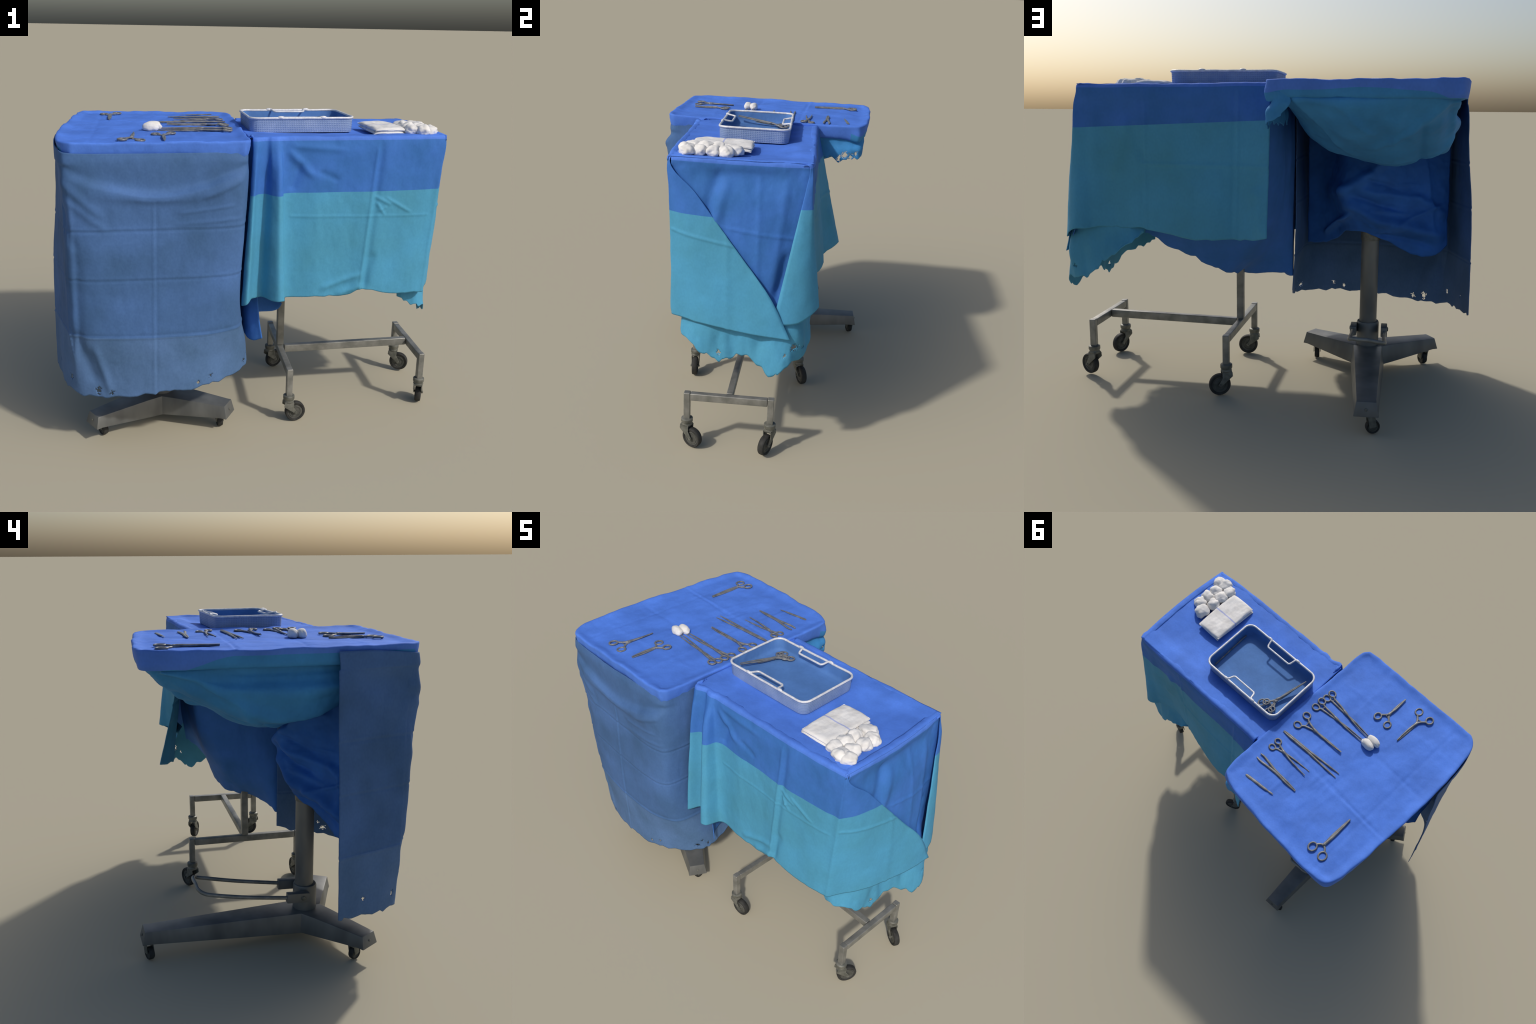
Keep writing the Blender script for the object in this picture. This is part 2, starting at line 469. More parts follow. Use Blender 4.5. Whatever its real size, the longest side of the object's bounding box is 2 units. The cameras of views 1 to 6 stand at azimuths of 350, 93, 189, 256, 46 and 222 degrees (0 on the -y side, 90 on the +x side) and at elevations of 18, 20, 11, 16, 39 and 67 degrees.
def cover_mesh():
    cx, cy = -.49, .02
    rings = []
    # rolled rim and hanging band: (outward offset, z)
    inset = np.linspace(.97, 0.0, 46)
    for f in inset[:-1]:                         # from the centre out to 45 mm inside the edge
        rings.append(('in', f))
    prof = [(-.045, 1.4624), (-.036, 1.4643), (-.027, 1.4665), (-.018, 1.4690), (-.009, 1.4708), (-.002, 1.470),
            (.001, 1.465), (.000, 1.458), (-.001, 1.447), (-.003, 1.436), (-.005, 1.424), (-.008, 1.412), (-.012, 1.402),
            (-.019, 1.396), (-.033, 1.393), (-.055, 1.392)]
    V = []
    def soft(A, sig):
        k = np.exp(-.5 * (np.arange(-4 * sig, 4 * sig + 1) / sig) ** 2); k /= k.sum()
        h = 4 * sig
        W = np.vstack([A[-h:], A, A[:h]])
        return np.c_[[np.convolve(W[:, c], k, 'valid') for c in (0, 1)]].T
    ns = soft(onorm, 5)
    inner = soft(outline - ns * .047, 4)
    for f in inset[:-1]:
        xy = inner * (1 - f) + np.array([cx, cy]) * f * 1.0
        # shrink towards a central strip rather than a point
        xy[:, 1] = inner[:, 1] * (1 - f) + (cy + (inner[:, 1] - cy) * .02) * f
        V.append(np.c_[xy, np.full(NC, 1.4615)])
    for o, z in prof:
        V.append(np.c_[outline + (ns if o < -.02 and z > 1.44 else onorm) * o, np.full(NC, z)])
    V = np.array(V)
    nr = len(V)
    X, Y, Z = V[..., 0], V[..., 1], V[..., 2]
    top = sm(1.440, 1.457, Z)
    h = .0034 * fnoise(V, .16, 2, (1, 1, 1), 3) + .0016 * fnoise(V, .05, 5, (1, .5, 1), 2)
    # sharp wrinkles close to the middle of the back half
    h += .0016 * fnoise(V, .03, 9, (1, .3, 1), 2) * np.exp(-((X + .45) ** 2 + (Y - .25) ** 2) / .06)
    # fold lines left by packing
    for a, b, w, k in (((-.14, .152), (-.9, .205), .008, -.0028), ((-.14, .165), (-.9, .218), .008, .0018),
                       ((-.5, -.115), (-.9, -.098), .010, -.002), ((-.74, .56), (-.775, -.50), .009, -.002),
                       ((-.30, .5), (-.33, -.5), .010, .0018), ((-.15, -.33), (-.9, -.36), .010, .0015)):
        h += ridge(X, Y, a, b, w, k)
    Z += top * h
    # shade-catching puckers on the hanging band
    side = 1 - top
    pk = .0025 * fnoise(V, .06, 4, (1, 1, .5), 2) + .003 * fnoise(V, .2, 8, (1, 1, .2), 2)
    lift = np.array(pk) * side
    X += lift * np.r_[[onorm[:, 0]] * nr]; Y += lift * np.r_[[onorm[:, 1]] * nr]
    rimw = np.exp(-((np.arange(nr) - 50) / 4.0) ** 2)[:, None] * np.ones((1, NC))
    Z += rimw * .005 * fnoise(V, .12, 14, (1, 1, 0), 2)
    edge = (np.arange(nr) > 46)[:, None] * .004 * fnoise(V, .10, 15, (1, 1, 0), 2)
    X += edge * np.r_[[onorm[:, 0]] * nr]; Y += edge * np.r_[[onorm[:, 1]] * nr]
    # pulled corner bundles: the two back corners droop lower
    for cxr, cyr, drop in ((-.875, .60, .012), (-.07, .50, .02)):
        g = np.exp(-((X - cxr) ** 2 + (Y - cyr) ** 2) / .0035)
        Z -= g * side * drop
        X += g * side * .012 * np.sign(cxr + .49); Y += g * side * .006
    # seam between the bright top and the teal side cloth: bend one vertex row along it
    jb = 45 + 9
    for i in range(NC):
        ox, oy = outline[i]
        zl = None
        if oy > .44: zl = 1.430 + .006 * math.sin(i * .11) + .010 * (ox + .5) - .04 * float(sm(-.70, -.84, ox))
        elif ox < -.85 and oy > -.52: zl = 1.446 - .056 * float(sm(.22, .46, oy))
        if zl is not None:
            Z[45:, i] = np.interp(Z[45:, i], [1.380, 1.393, 1.436, 1.464, 1.50], [1.380, 1.393, max(zl, 1.396), 1.464, 1.50])
    F, fm = [], []
    for j in range(nr - 1):
        for i in range(NC):
            i2 = (i + 1) % NC
            F.append((j * NC + i, (j + 1) * NC + i, (j + 1) * NC + i2, j * NC + i2))
            ox, oy = outline[i]
            teal = oy > .44 or (ox < -.85 and oy > -.52)
            fm.append(1 if teal and j >= jb else 0)
    F.append(tuple(range(NC))[::-1]); fm.append(0)
    # orient outward
    ob = mesh_obj("tray_cover", np.c_[X.ravel(), Y.ravel(), Z.ravel()], F, [BLUE_TOP, BLUE_POCKET], stand, face_mats=fm)
    bm = bmesh.new(); bm.from_mesh(ob.data); bmesh.ops.recalc_face_normals(bm, faces=bm.faces)
    if sum(f.normal.z for f in bm.faces if f.calc_center_median().z > 1.45) < 0:
        bmesh.ops.reverse_faces(bm, faces=bm.faces)
    bm.to_mesh(ob.data); bm.free()
    s = ob.modifiers.new("cloth_thickness", 'SOLIDIFY'); s.thickness = .004; s.offset = -1
    fix(ob, stand)
cover_mesh()

# ---- apron: hangs from the front, wraps round both front corners
ap_plan = [(-.988, -.180), (-.948, -.31), (-.915, -.43), (-.888, -.530), (-.802, -.562), (-.665, -.578), (-.515, -.591), (-.30, -.594),
           (-.205, -.588), (-.150, -.555), (-.134, -.48), (-.124, -.30), (-.104, -.170)]
ap_bottom = [.333, .315, .320, .312, .306, .317, .330, .338, .348, .362, .365, .375, .430]
ap_hem = [(-.998, -.185), (-.966, -.30), (-.938, -.40), (-.878, -.492), (-.790, -.535), (-.65, -.570), (-.505, -.588), (-.32, -.572),
          (-.210, -.520), (-.130, -.465), (-.078, -.39), (-.074, -.30), (-.088, -.172)]
ap_lip = [1.345, 1.345, 1.345, 1.335, 1.305, 1.275, 1.255, 1.285, 1.32, 1.335, 1.335, 1.33, 1.33]
rows = []
top_in = [(-.932, -.18), (-.932, -.31), (-.920, -.43), (-.878, -.546), (-.80, -.562), (-.66, -.570), (-.515, -.576), (-.28, -.572),
          (-.175, -.570), (-.115, -.545), (-.10, -.46), (-.098, -.29), (-.10, -.17)]
def ap_mix(z):
    """Plan of the apron at height z: tray outline above, hem outline below."""
    f = sm(1.38, .70, z); g = sm(.75, .36, z)
    up = [(-.940, -.18), (-.920, -.315), (-.902, -.44), (-.884, -.545), (-.80, -.568), (-.66, -.582)] + ap_plan[6:8] + [(-.19, -.590), (-.122, -.560), (-.098, -.49), (-.098, -.30), (-.10, -.17)]
    return [((u * (1 - f) + p * f) * (1 - g) + h * g, (v * (1 - f) + q * f) * (1 - g) + k * g)
            for (u, v), (p, q), (h, k) in zip(up, ap_plan, ap_hem)]
rows.append([(x, y, 1.425 + .027 * (i < 2) + .018 * (i == 2) + .004 * (i == 3)) for i, (x, y) in enumerate(top_in)])
rows.append([(x, y - .007, 1.385) for (x, y) in top_in])
rows.append([(x * .75 + a * .25, y * .75 + b * .25, l + .030) for (x, y), (a, b), l in zip(top_in, ap_mix(1.3), ap_lip)])
rows.append([(a, b - (.012 if 4 <= i <= 9 else .003 if i > 1 else 0), l - .014) for i, ((a, b), l) in enumerate(zip(ap_mix(1.3), ap_lip))])
rows.append([(a, b - (.004 if 4 <= i <= 8 else 0), min(1.20, l - .06)) for i, ((a, b), l) in enumerate(zip(ap_mix(1.2), ap_lip))])
for z in (1.09, .88, .605, .47):
    rows.append([(a, b, z) for a, b in ap_mix(z)])
rows.append([(a, b, bt) for (a, b), bt in zip(ap_hem, ap_bottom)])
def ap_relief(P, U, V):
    X, Y, Z = P[..., 0], P[..., 1], P[..., 2]
    S = U * 2.0                                        # metres along the hem, roughly
    front = sm(-.5, -.56, Y) if False else (Y < -.5).astype(float)
    r = np.zeros_like(X)
    for z, k in ((1.095, -.0028), (.875, -.0026), (.605, .0032)):
        zz = z + .012 * (X + .5)
        r += k * np.exp(-((Z - zz) / .0048) ** 2) - .5 * k * np.exp(-((Z - zz - .011) / .007) ** 2)
    xc = -.52 - .02 * (1.1 - Z)
    r += front * (.0026 * np.exp(-((X - xc) / .0055) ** 2) - .0018 * np.exp(-((X - xc - .011) / .007) ** 2)) * sm(1.25, 1.15, Z) * sm(.3, .4, Z)
    # corner pull folds running down from the lip
    for a, b, w, k in (((-.90, 1.31), (-.74, 1.16), .02, .007), ((-.88, 1.23), (-.72, 1.10), .018, .005),
                       ((-.91, 1.20), (-.86, 1.02), .022, -.009), ((-.14, 1.31), (-.3, 1.24), .015, .007),
                       ((-.17, 1.20), (-.4, 1.17), .008, .003), ((-.15, 1.14), (-.42, 1.12), .008, .003),
                       ((-.88, .62), (-.80, .38), .03, -.012), ((-.79, .55), (-.73, .34), .018, .008),
                       ((-.86, 1.0), (-.87, .55), .03, -.010), ((-.14, 1.26), (-.15, .9), .02, .006)):
        r += front * ridge(X, Z, a, b, w, k)
    # large soft puffing of the hanging panel
    r -= front * .008 * np.exp(-((X + .5) / .3) ** 2) * np.exp(-((Z - 1.14) / .12) ** 2)
    s_l = np.exp(-((X + .868 + .02 * (1.1 - Z)) / .012) ** 2) * (Y < -.45) * sm(1.3, 1.2, Z) * sm(.34, .5, Z)
    r += .006 * s_l
    r += .004 * fnoise(P, .35, 21, (1, 1, .6), 2)
    return r
sheet("apron", rows, [BLUE_APRON, APRON_HEM], stand, (-.5, -.2, .8), cell=.006, relief=ap_relief, band_row=7, rag=(.012, .008, 12, 4), seed=3,
      wrinkle=(.0026, .14, (1, 1, .5)), holes=((.09, .94, .006), (.62, .975, .007), (.66, .96, .006),
      (.78, .96, .010), (.80, .93, .006), (.83, .965, .009), (.21, .95, .009), (.30, .975, .010), (.34, .98, .008)))

# ---- strip closing the front band between cover and apron side edges
# ---- pocket: the sling of cloth sagging below the tray
px = [(-.852, .0), (-.878, .16), (-.884, .36), (-.850, .56), (-.808, .78), (-.70, .94), (-.58, 1.0), (-.43, .94),
      (-.28, .79), (-.18, .50), (-.125, .16), (-.11, .0)]
pd = [(.575, .0), (.545, .03), (.51, .065), (.448, .135), (.305, .213), (.128, .285), (.03, .297), (-.06, .29), (-.20, .236), (-.31, .204), (-.42, .17)]
rows = []
for y, d in pd:
    pull = sm(.3, .58, y)
    rows.append([(x + .035 * sm(-.75, -.84, x) * sm(0, .35, y) + (.03 * pull * (1 if x > -.5 else .4) if x < -.8 else 0) + (.0 if x < -.3 else .015 * pull), min(y, float(np.interp(x, [-.86, -.82, -.77, -.65, -.44, -.19, -.11, -.085], [.50, .545, .568, .566, .552, .520, .47, .42]))), 1.398 - d * s * (1 - (.20 * sm(-.48, -.62, x) + .28 * sm(-.78, -.86, x)) * sm(.2, .46, y) - .58 * sm(-.38, -.2, x) * sm(.15, .42, y))) for x, s in px])
def pocket_relief(P, U, V):
    X, Y, Z = P[..., 0], P[..., 1], P[..., 2]
    r = .014 * fnoise(P, .22, 31, (1, .6, 1), 2)
    for a, b, w, k in (((-.80, .53), (-.5, .28), .02, .010), ((-.2, .5), (-.40, .2), .02, .009), ((-.62, .56), (-.58, .3), .02, .007),
                       ((-.84, .40), (-.80, -.2), .018, .010), ((-.7, .45), (-.72, -.1), .02, -.008), ((-.35, .55), (-.5, .4), .015, .006),
                       ((-.85, .2), (-.6, -.05), .015, .006)):
        r += 1.5 * ridge(X, Y, a, b, w, k)
    # the cloth is drawn in just under the rim before it sags out again
    r -= .022 * sm(1.395, 1.375, Z) * sm(1.30, 1.34, Z) * sm(-.5, -.75, X) * sm(.5, .3, Y)
    return r
sheet("pocket", rows, [BLUE_POCKET], stand, (-.5, .05, 1.5), relief=pocket_relief, seed=5, wrinkle=(.004, .09, (1, 1, 1)))

# ---- liner: the tail of the tray cover bunched behind the apron around the column
lx = [-.880, -.830, -.765, -.67, -.585, -.51, -.43, -.365, -.325, -.28, -.215, -.14]
lrows = [  # z, then y for every column
    (1.37, [-.38, -.38, -.36, -.32, -.28, -.26, -.25, -.25, -.28, -.35, -.41, -.44]),
    (1.22, [-.38, -.36, -.33, -.28, -.23, -.20, -.19, -.20, -.24, -.33, -.40, -.43]),
    (1.10, [-.37, -.35, -.31, -.26, -.19, -.135, -.13, -.15, -.21, -.33, -.41, -.43]),
    (1.02, [-.36, -.34, -.30, -.25, -.17, -.11, -.10, -.115, -.18, -.32, -.41, -.43]),
    (.95, [-.36, -.33, -.29, -.245, -.18, -.12, -.105, -.10, -.125, -.28, -.41, -.43]),
    (.86, [-.34, -.30, -.26, -.22, -.17, -.12, -.115, -.13, -.22, -.34, -.41, -.43]),
    (.79, [-.31, -.27, -.24, -.21, -.17, -.125, -.125, -.19, -.29, -.36, -.41, -.43]),
]
hem = [.66, .635, .61, .635, .69, .735, .755, .745, .70, .66, .635, .63]
hemy = [-.29, -.26, -.25, -.24, -.20, -.145, -.135, -.23, -.33, -.38, -.41, -.43]
rows = [[(x, y, z) for x, y in zip(lx, ys)] for z, ys in lrows]
rows.append([(x, y, h) for x, y, h in zip(lx, hemy, hem)])
def liner_relief(P, U, V):
    X, Z = P[..., 0], P[..., 2]
    r = .008 * fnoise(P, .2, 41, (1, 1, 1.4), 2)
    for a, b, w, k in (((-.33, .95), (-.50, 1.05), .032, .030), ((-.50, 1.07), (-.64, 1.14), .030, .022), ((-.36, .90), (-.55, .79), .035, .026),
                       ((-.55, .80), (-.84, .72), .040, .034), ((-.42, .97), (-.72, .90), .035, .024), ((-.70, .92), (-.86, .82), .03, .020),
                       ((-.24, .70), (-.38, .84), .016, .026), ((-.40, .93), (-.62, .86), .018, -.020), ((-.52, .74), (-.80, .67), .016, -.014),
                       ((-.45, 1.02), (-.60, .97), .014, -.014), ((-.60, .78), (-.86, .88), .012, .010), ((-.75, 1.1), (-.80, .75), .02, .012),
                       ((-.5, .86), (-.68, .83), .009, .007), ((-.52, .98), (-.70, .98), .009, .007), ((-.42, .83), (-.50, .77), .008, .006)):
        r += ridge(X, Z, a, b, w * .72, k * 1.15)
    return r
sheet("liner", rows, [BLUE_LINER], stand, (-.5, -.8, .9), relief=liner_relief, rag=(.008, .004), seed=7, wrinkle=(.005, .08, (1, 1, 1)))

# ---- loose flap hanging at the free corner beyond the trolley
fy = [.16, .26, .34, .41, .47, .505, .522, .530, .528]
fx0 = [-.080, -.072, -.067, -.066, -.070, -.080, -.096, -.12, -.16]
fx1 = [-.10, -.085, -.068, -.055, -.05, -.055, -.070, -.095, -.13]
hemf = [1.29, 1.288, 1.285, 1.279, 1.276, 1.28, 1.29, 1.30, 1.33]
rows = [[(x, y, 1.42) for x, y in zip(fx0, fy)], [(x - .010, y, 1.38) for x, y in zip(fx0, fy)],
        [(x - .004, y - .008, 1.335) for x, y in zip(fx1, fy)],
        [(x, y - .012, h) for x, y, h in zip(fx1, fy, hemf)]]
def flap_relief(P, U, V):
    return .008 * fnoise(P, .07, 51, (1, 1, .6), 2) * sm(.1, .6, V) - .004 * (1 - sm(.1, .4, V))
sheet("cover_flap", rows, [BLUE_POCKET], stand, (-.4, .3, 1.35), cell=.005, relief=flap_relief, rag=(.012, .012, 7, 3), seed=9,
      holes=((.62, .8, .011), (.70, .88, .012), (.55, .9, .008), (.76, .74, .007)))

# ---- column, collar, pedal
lathe("column", [(.0445, .12), (.0445, 1.36)], BASE_STEEL, stand, (-.487, -.198, 0), seg=48).location = -Vector(stand.location)
fix(lathe("column_collar", [(.050, .128), (.0575, .132), (.0575, .262), (.054, .270), (.044, .272)], BASE_STEEL, stand, (-.487, -.202, 0), seg=48), stand)
fix(lathe("column_sleeve", [(.048, .70), (.049, .72), (.047, .80)], CASTER_METAL, stand, (-.487, -.198, 0), seg=32), stand)
fix(bevelled("tray_support", beam_bm((-.487, -.25, 1.37), (-.487, .45, 1.37), .05, .03), STEEL, stand), stand)
fix(tube("pedal", smooth_path([(-.572, -.10, .241), (-.574, .10, .270), (-.578, .27, .305), (-.572, .315, .318), (-.545, .335, .328), (-.50, .338, .335), (-.455, .342, .338),
                               (-.43, .335, .338), (-.418, .30, .325), (-.416, .12, .285), (-.416, -.10, .247)], 110), .0095, STEEL, stand, seg=14), stand)
for sx, px_ in ((-1, -.572), (1, -.416)):
    b = bevelled("pedal_block", beam_bm((px_, -.195, .237), (px_, -.085, .243), .032, .048), BASE_STEEL, stand, .004)
    fix(b, stand)
    bo = lathe("bolt", [(.010, 0), (.011, .002), (.009, .005), (.004, .006)], CASTER_METAL, b, (px_ + sx * .016, -.165, .238), axis=(sx, 0, 0), seg=18)
    if sx < 0:
        w = lathe("washer", [(.013, 0), (.013, .002)], CASTER_METAL, b, (px_ + sx * .0155, -.165, .238), axis=(sx, 0, 0), seg=18)

# ---- three box-section feet with sloped ends
HUB = Vector((-.49, -.20, 0))
FEET = [((-.512, .592), .146, .083), ((-.823, -.400), .141, .082), ((-.170, -.392), .143, .078)]
def foot(tip, zt, zb):
    t = Vector((tip[0], tip[1], 0)); d = (t - HUB).normalized(); s = Vector((-d.y, d.x, 0)); L = (t - HUB).length
    bm = bmesh.new(); rings = []
    for dist, wt, wb, z1, z0, back in ((0.0, .150, .178, .145, .046, 0), (L * .3, .128, .155, .146, .056, 0), (L * .96, .086, .108, zt - .001, zb + .001, .0), (L, .086, .108, zt, zb, .018)):
        p = HUB + d * dist
        rings.append([bm.verts.new(p + s * wb / 2 + d * (back * .8) + Vector((0, 0, z0))), bm.verts.new(p - s * wb / 2 + d * (back * .8) + Vector((0, 0, z0))),
                      bm.verts.new(p - s * wt / 2 + Vector((0, 0, z1))), bm.verts.new(p + s * wt / 2 + Vector((0, 0, z1)))])
    for a, b in zip(rings, rings[1:]):
        for k in range(4):
            bm.faces.new((a[k], a[(k + 1) % 4], b[(k + 1) % 4], b[k]))
    bm.faces.new(rings[0][::-1]); bm.faces.new(rings[-1])
    bmesh.ops.recalc_face_normals(bm, faces=bm.faces)
    ob = bevelled("foot", bm, BASE_STEEL, stand, .004)
    fix(ob, stand)
    # end screw
    e = HUB + d * (L + .009) + Vector((0, 0, (zt + zb) / 2))
    lathe("screw", [(.006, 0), (.006, .002), (.003, .003)], CASTER_METAL, ob, e, axis=(d + Vector((0, 0, .25))).normalized(), seg=14)
    return d
for tip, zt, zb in FEET:
    foot(tip, zt, zb)

def wheel_profile(r, w):
    prof = [(.001, -w * .30), (r * .22, -w * .40), (r * .24, -w * .33), (r * .48, -w * .33), (r * .50, -w * .40), (r * .60, -w * .40),
            (r * .63, -w * .33), (r * .72, -w * .36), (r * .76, -w * .46), (r * .92, -w * .5), (r * .985, -w * .36), (r, -w * .15)]
    prof = prof + [(a, -b) for a, b in prof[::-1]]
    n = len(prof) - 1
    fm = [1 if prof[i + 1][0] < r * .75 and prof[i][0] < r * .75 else 0 for i in range(n)]
    return prof, fm

def small_caster(x, y, yaw, top):
    r, w = .031, .026
    d = Vector((math.cos(yaw), math.sin(yaw), 0)); ax = Vector((-d.y, d.x, 0))
    c = Vector((x, y, r))
    bm = bmesh.new()
    for s in (-1, 1):
        side = ax * s * (w / 2 + .004)
        beam_bm(c + side - d * .002, c + side - d * .012 + Vector((0, 0, top - r - .002)), .004, .032, up=d, bm=bm)
    beam_bm(c - d * .012 + Vector((0, 0, top - r - .012)), c - d * .012 + Vector((0, 0, top - r + .004)), .036, .040, up=d, bm=bm)
    ob = bevelled("caster", bm, CASTER_METAL, stand, .0015); fix(ob, stand)
    p, fm = wheel_profile(r, w)
    lathe("wheel", p, [RUBBER, HUB_GREY], ob, c, axis=ax, seg=32, face_mat=fm)
small_caster(-.540, .572, math.radians(200), .090)
small_caster(-.783, -.352, math.radians(-60), .085)
small_caster(-.208, -.356, math.radians(95), .080)

# ================================================================== TROLLEY
trolley = thing("draped_trolley", "narrow wheeled table hung with blue and aqua surgical drapes",
                "trolley", (.5, -.06, 0))
TZ = 1.462
def edge_roll(z, y, sgn):
    """Rows carrying a side drape over the table edge."""
    return [(y - sgn * .035, z - .0035), (y - sgn * .014, z + .0004), (y - sgn * .004, z - .004), (y, z - .014)]

# ---- table-top drape
tt = []
for x in np.linspace(-.078, .862, 12):
    row = []
    for y in np.linspace(-.385, .250, 12):
        z = TZ - .002 - .010 * sm(-.35, -.20, y) * sm(.215, .08, y) * sm(-.04, .12, x) * sm(.82, .72, x) - .011 * sm(.4, .6, x) * sm(.83, .72, x) * sm(-.34, -.2, y) * sm(.215, .1, y)
        row.append((x, y, z))
    tt.append([(px_ + sm(.6, .862, px_) * .016 * math.sin(math.pi * (py_ + .375) / .613), py_, pz_) for px_, py_, pz_ in row])
def top_noise(P):
    return .0030 * fnoise(P * np.array([1, 1, 0]), .18, 61, (1, 1, 1), 3)
def tt_relief(P, U, V):
    return top_noise(P) - .006 * 0
tt_ob = sheet("table_top_drape", tt, [BLUE_TOP], trolley, (.4, -.07, .5), relief=tt_relief, wrinkle=None, seed=11)

# ---- near long side, with the gathered fold at the stand end and the envelope flap folded round the far end
cx = [-.062, -.066, -.050, -.022, .000, .022, .048, .060, .074, .25, .41, .515, .66, .775, .835]
y_top = [-.370, -.408, -.414, -.404, -.398, -.404, -.406, -.402, -.400, -.402, -.402, -.403, -.400, -.396, -.392]
y_bot = [-.41, -.456, -.482, -.424, -.414, -.478, -.514, -.500, -.425, -.418, -.412, -.424, -.408, -.392, -.378]
x_bot = [-.086, -.118, -.098, -.058, -.026, .010, .054, .080, .090, .25, .40, .475, .64, .75, .795]
z_bot = [.690, .684, .695, .706, .705, .705, .715, .716, .705, .700, .692, .725, .690, .684, .682]
zs = [1.30, 1.205, 1.03, .86]
rows = []
for k in range(4):
    rows.append([(x, y0, z0) for x, (y0, z0) in zip(cx, [edge_roll(TZ, y, -1)[k] for y in y_top])])
def side_mix(z):
    f = (TZ - z) / (TZ - .69); return f, f ** .7
for z in zs:
    f, g = side_mix(z)
    rows.append([(x0 + (x1 - x0) * f, y0 + (y1 - y0) * (f ** .42 if k < 9 else g), z) for k, (x0, x1, y0, y1) in enumerate(zip(cx, x_bot, y_top, y_bot))])
rows.append([(x, y, z) for x, y, z in zip(x_bot, y_bot, z_bot)])
# flap columns: from the corner post to the diagonal free edge
def flap_cols(z):
    t = np.clip((TZ - z) / (TZ - .68), 0, 1)
    corner = np.array([.857 - .047 * t, -.390 + .016 * t, z])
    td = (TZ - z) / (TZ - .758)
    if td <= 1: diag = np.array([.862 + .121 * td, -.386 + .567 * td, z])
    else: diag = np.array([.983 - .002 * (td - 1) * 7, .181 + .018 * (td - 1) * 7, z])
    out = []
    for f, bulge in ((0.0, 0), (.06, .010), (.3, .045), (.6, .038), (.85, .020), (1.0, 0)):
        p = corner * (1 - f) + diag * f
        out.append((p[0] + bulge * t, p[1], p[2]))
    return out
corner_top = [(.846, -.352, TZ - .0030), (.852, -.374, TZ + .0004), (.857, -.384, TZ - .004), (.858, -.388, TZ - .014)]
for k, rw in enumerate(rows):
    if k < 4:
        c = corner_top[k]
        z = c[2]
        rw += [(c[0] + .004 * f, c[1] + .010 * f, c[2] - .006 * f) for f in (0.0, .06, .3, .6, .85, 1.0)]
    elif k < len(rows) - 1:
        rw += flap_cols(rw[0][2])
    else:
        fc = flap_cols(.675)
        rw += [(p[0], p[1], zz) for p, zz in zip(fc, (.680, .680, .684, .680, .672, .668))]
band = 5
def near_relief(P, U, V):
    X, Y, Z = P[..., 0], P[..., 1], P[..., 2]
    low = sm(TZ - .012, TZ - .08, Z)
    r = (1 - low) * top_noise(P) * sm(-.30, -.36, Y * 0 - .4)
    flat = (Y < -.3).astype(float) * (X < .80)
    end = (X > .84).astype(float)
    r = r + low * (.004 * fnoise(P, .3, 71, (1, 1, .5), 2))
    # ironed folds
    xv = .525 - .08 * (1.46 - Z)
    r += low * flat * (.005 * np.exp(-((X - xv) / .007) ** 2) - .007 * np.exp(-((X - xv - .022) / .016) ** 2))
    zf = 1.095 - .02 * (X - .1)
    r += low * flat * (X > .11) * .0026 * np.exp(-((Z - zf) / .005) ** 2)
    for a, b, w, k in (((.10, 1.40), (.22, 1.28), .02, .010), ((.12, 1.42), (.36, 1.40), .015, .005), ((.16, 1.34), (.12, 1.22), .02, -.008),
                       ((.52, 1.18), (.60, 1.14), .008, .005), ((.53, 1.15), (.57, 1.09), .007, .005), ((.58, 1.17), (.70, 1.10), .007, .005), ((.54, 1.11), (.58, 1.13), .006, .004),
                       ((.28, .74), (.46, .80), .015, .008), ((.36, .70), (.47, .74), .015, .010), ((.49, .74), (.52, .9), .02, -.008), ((.25, 1.30), (.34, 1.26), .015, -.005)):
        r += flat * ridge(X, Z, a, b, w, k)
    # flap: one upright crease and one slanting crease
    r += low * end * .004 * np.exp(-((Y + .11 - .03 * (1.1 - Z)) / .008) ** 2)
    r += low * end * .004 * np.exp(-((Z - 1.085 + .12 * (Y + .1)) / .007) ** 2)
    r += low * end * ridge(Y, Z, (.03, .98), (.14, .74), .03, .008)
    return r
sheet("near_side_drape", rows, [BLUE_SIDE, CYAN_HEM, BLUE_TOP], top_row=3, parent=trolley, centre=(.4, -.05, 1.0), cell=.006, relief=near_relief, band_row=band, rag=(.006, .004, 14, 5), seed=13,
      wrinkle=(.0026, .12, (1, 1, .5)))

# ---- end panel under the flap
ey = np.linspace(-.372, .246, 12)
rows = []
for k, (z, dx) in enumerate(((TZ - .0035, -.030), (TZ + .0002, -.008), (TZ - .005, .001), (TZ - .022, .006), (TZ - .034, .004))):
    rows.append([(.858 + dx + .018 * math.sin(math.pi * (y + .372) / .604) * (1 if k > 0 else .8), y, z) for y in ey])
def panel_x(y, z):
    """Panel lies just inside the flap, then runs into the valley of the corner fold."""
    t = np.clip((TZ - z) / (TZ - .68), 0, 1); td = (TZ - z) / (TZ - .758)
    xc, yc = .857 - .047 * t, -.388 + .016 * t
    xd, yd = .862 + .121 * td, min(-.386 + .567 * td, .19)
    xd -= .003 + .015 * td
    if y <= yd:
        g = min(1, (y - yc) / max(yd - yc, .02)); return xc - .012 + (xd - xc + .012) * g + .035 * math.sin(math.pi * g) * t + .018 * sm(1.40, 1.46, z) * math.sin(math.pi * (y + .372) / .604)
    tf = (TZ - z) / (TZ - .80)
    xl, yl = .872 + .078 * tf - .014 - .010 * tf, max(.240 - .118 * tf, yd + .01)
    if y <= yl:
        f = (y - yd) / (yl - yd)
        return xd * (1 - f) + xl * f + .024 * math.sin(math.pi * f) * sm(1.45, 1.3, z) * sm(.8, 1.0, z) * min(1, (yl - yd) / .25)
    return xl - .028 * (y - yl) / .1 * tf
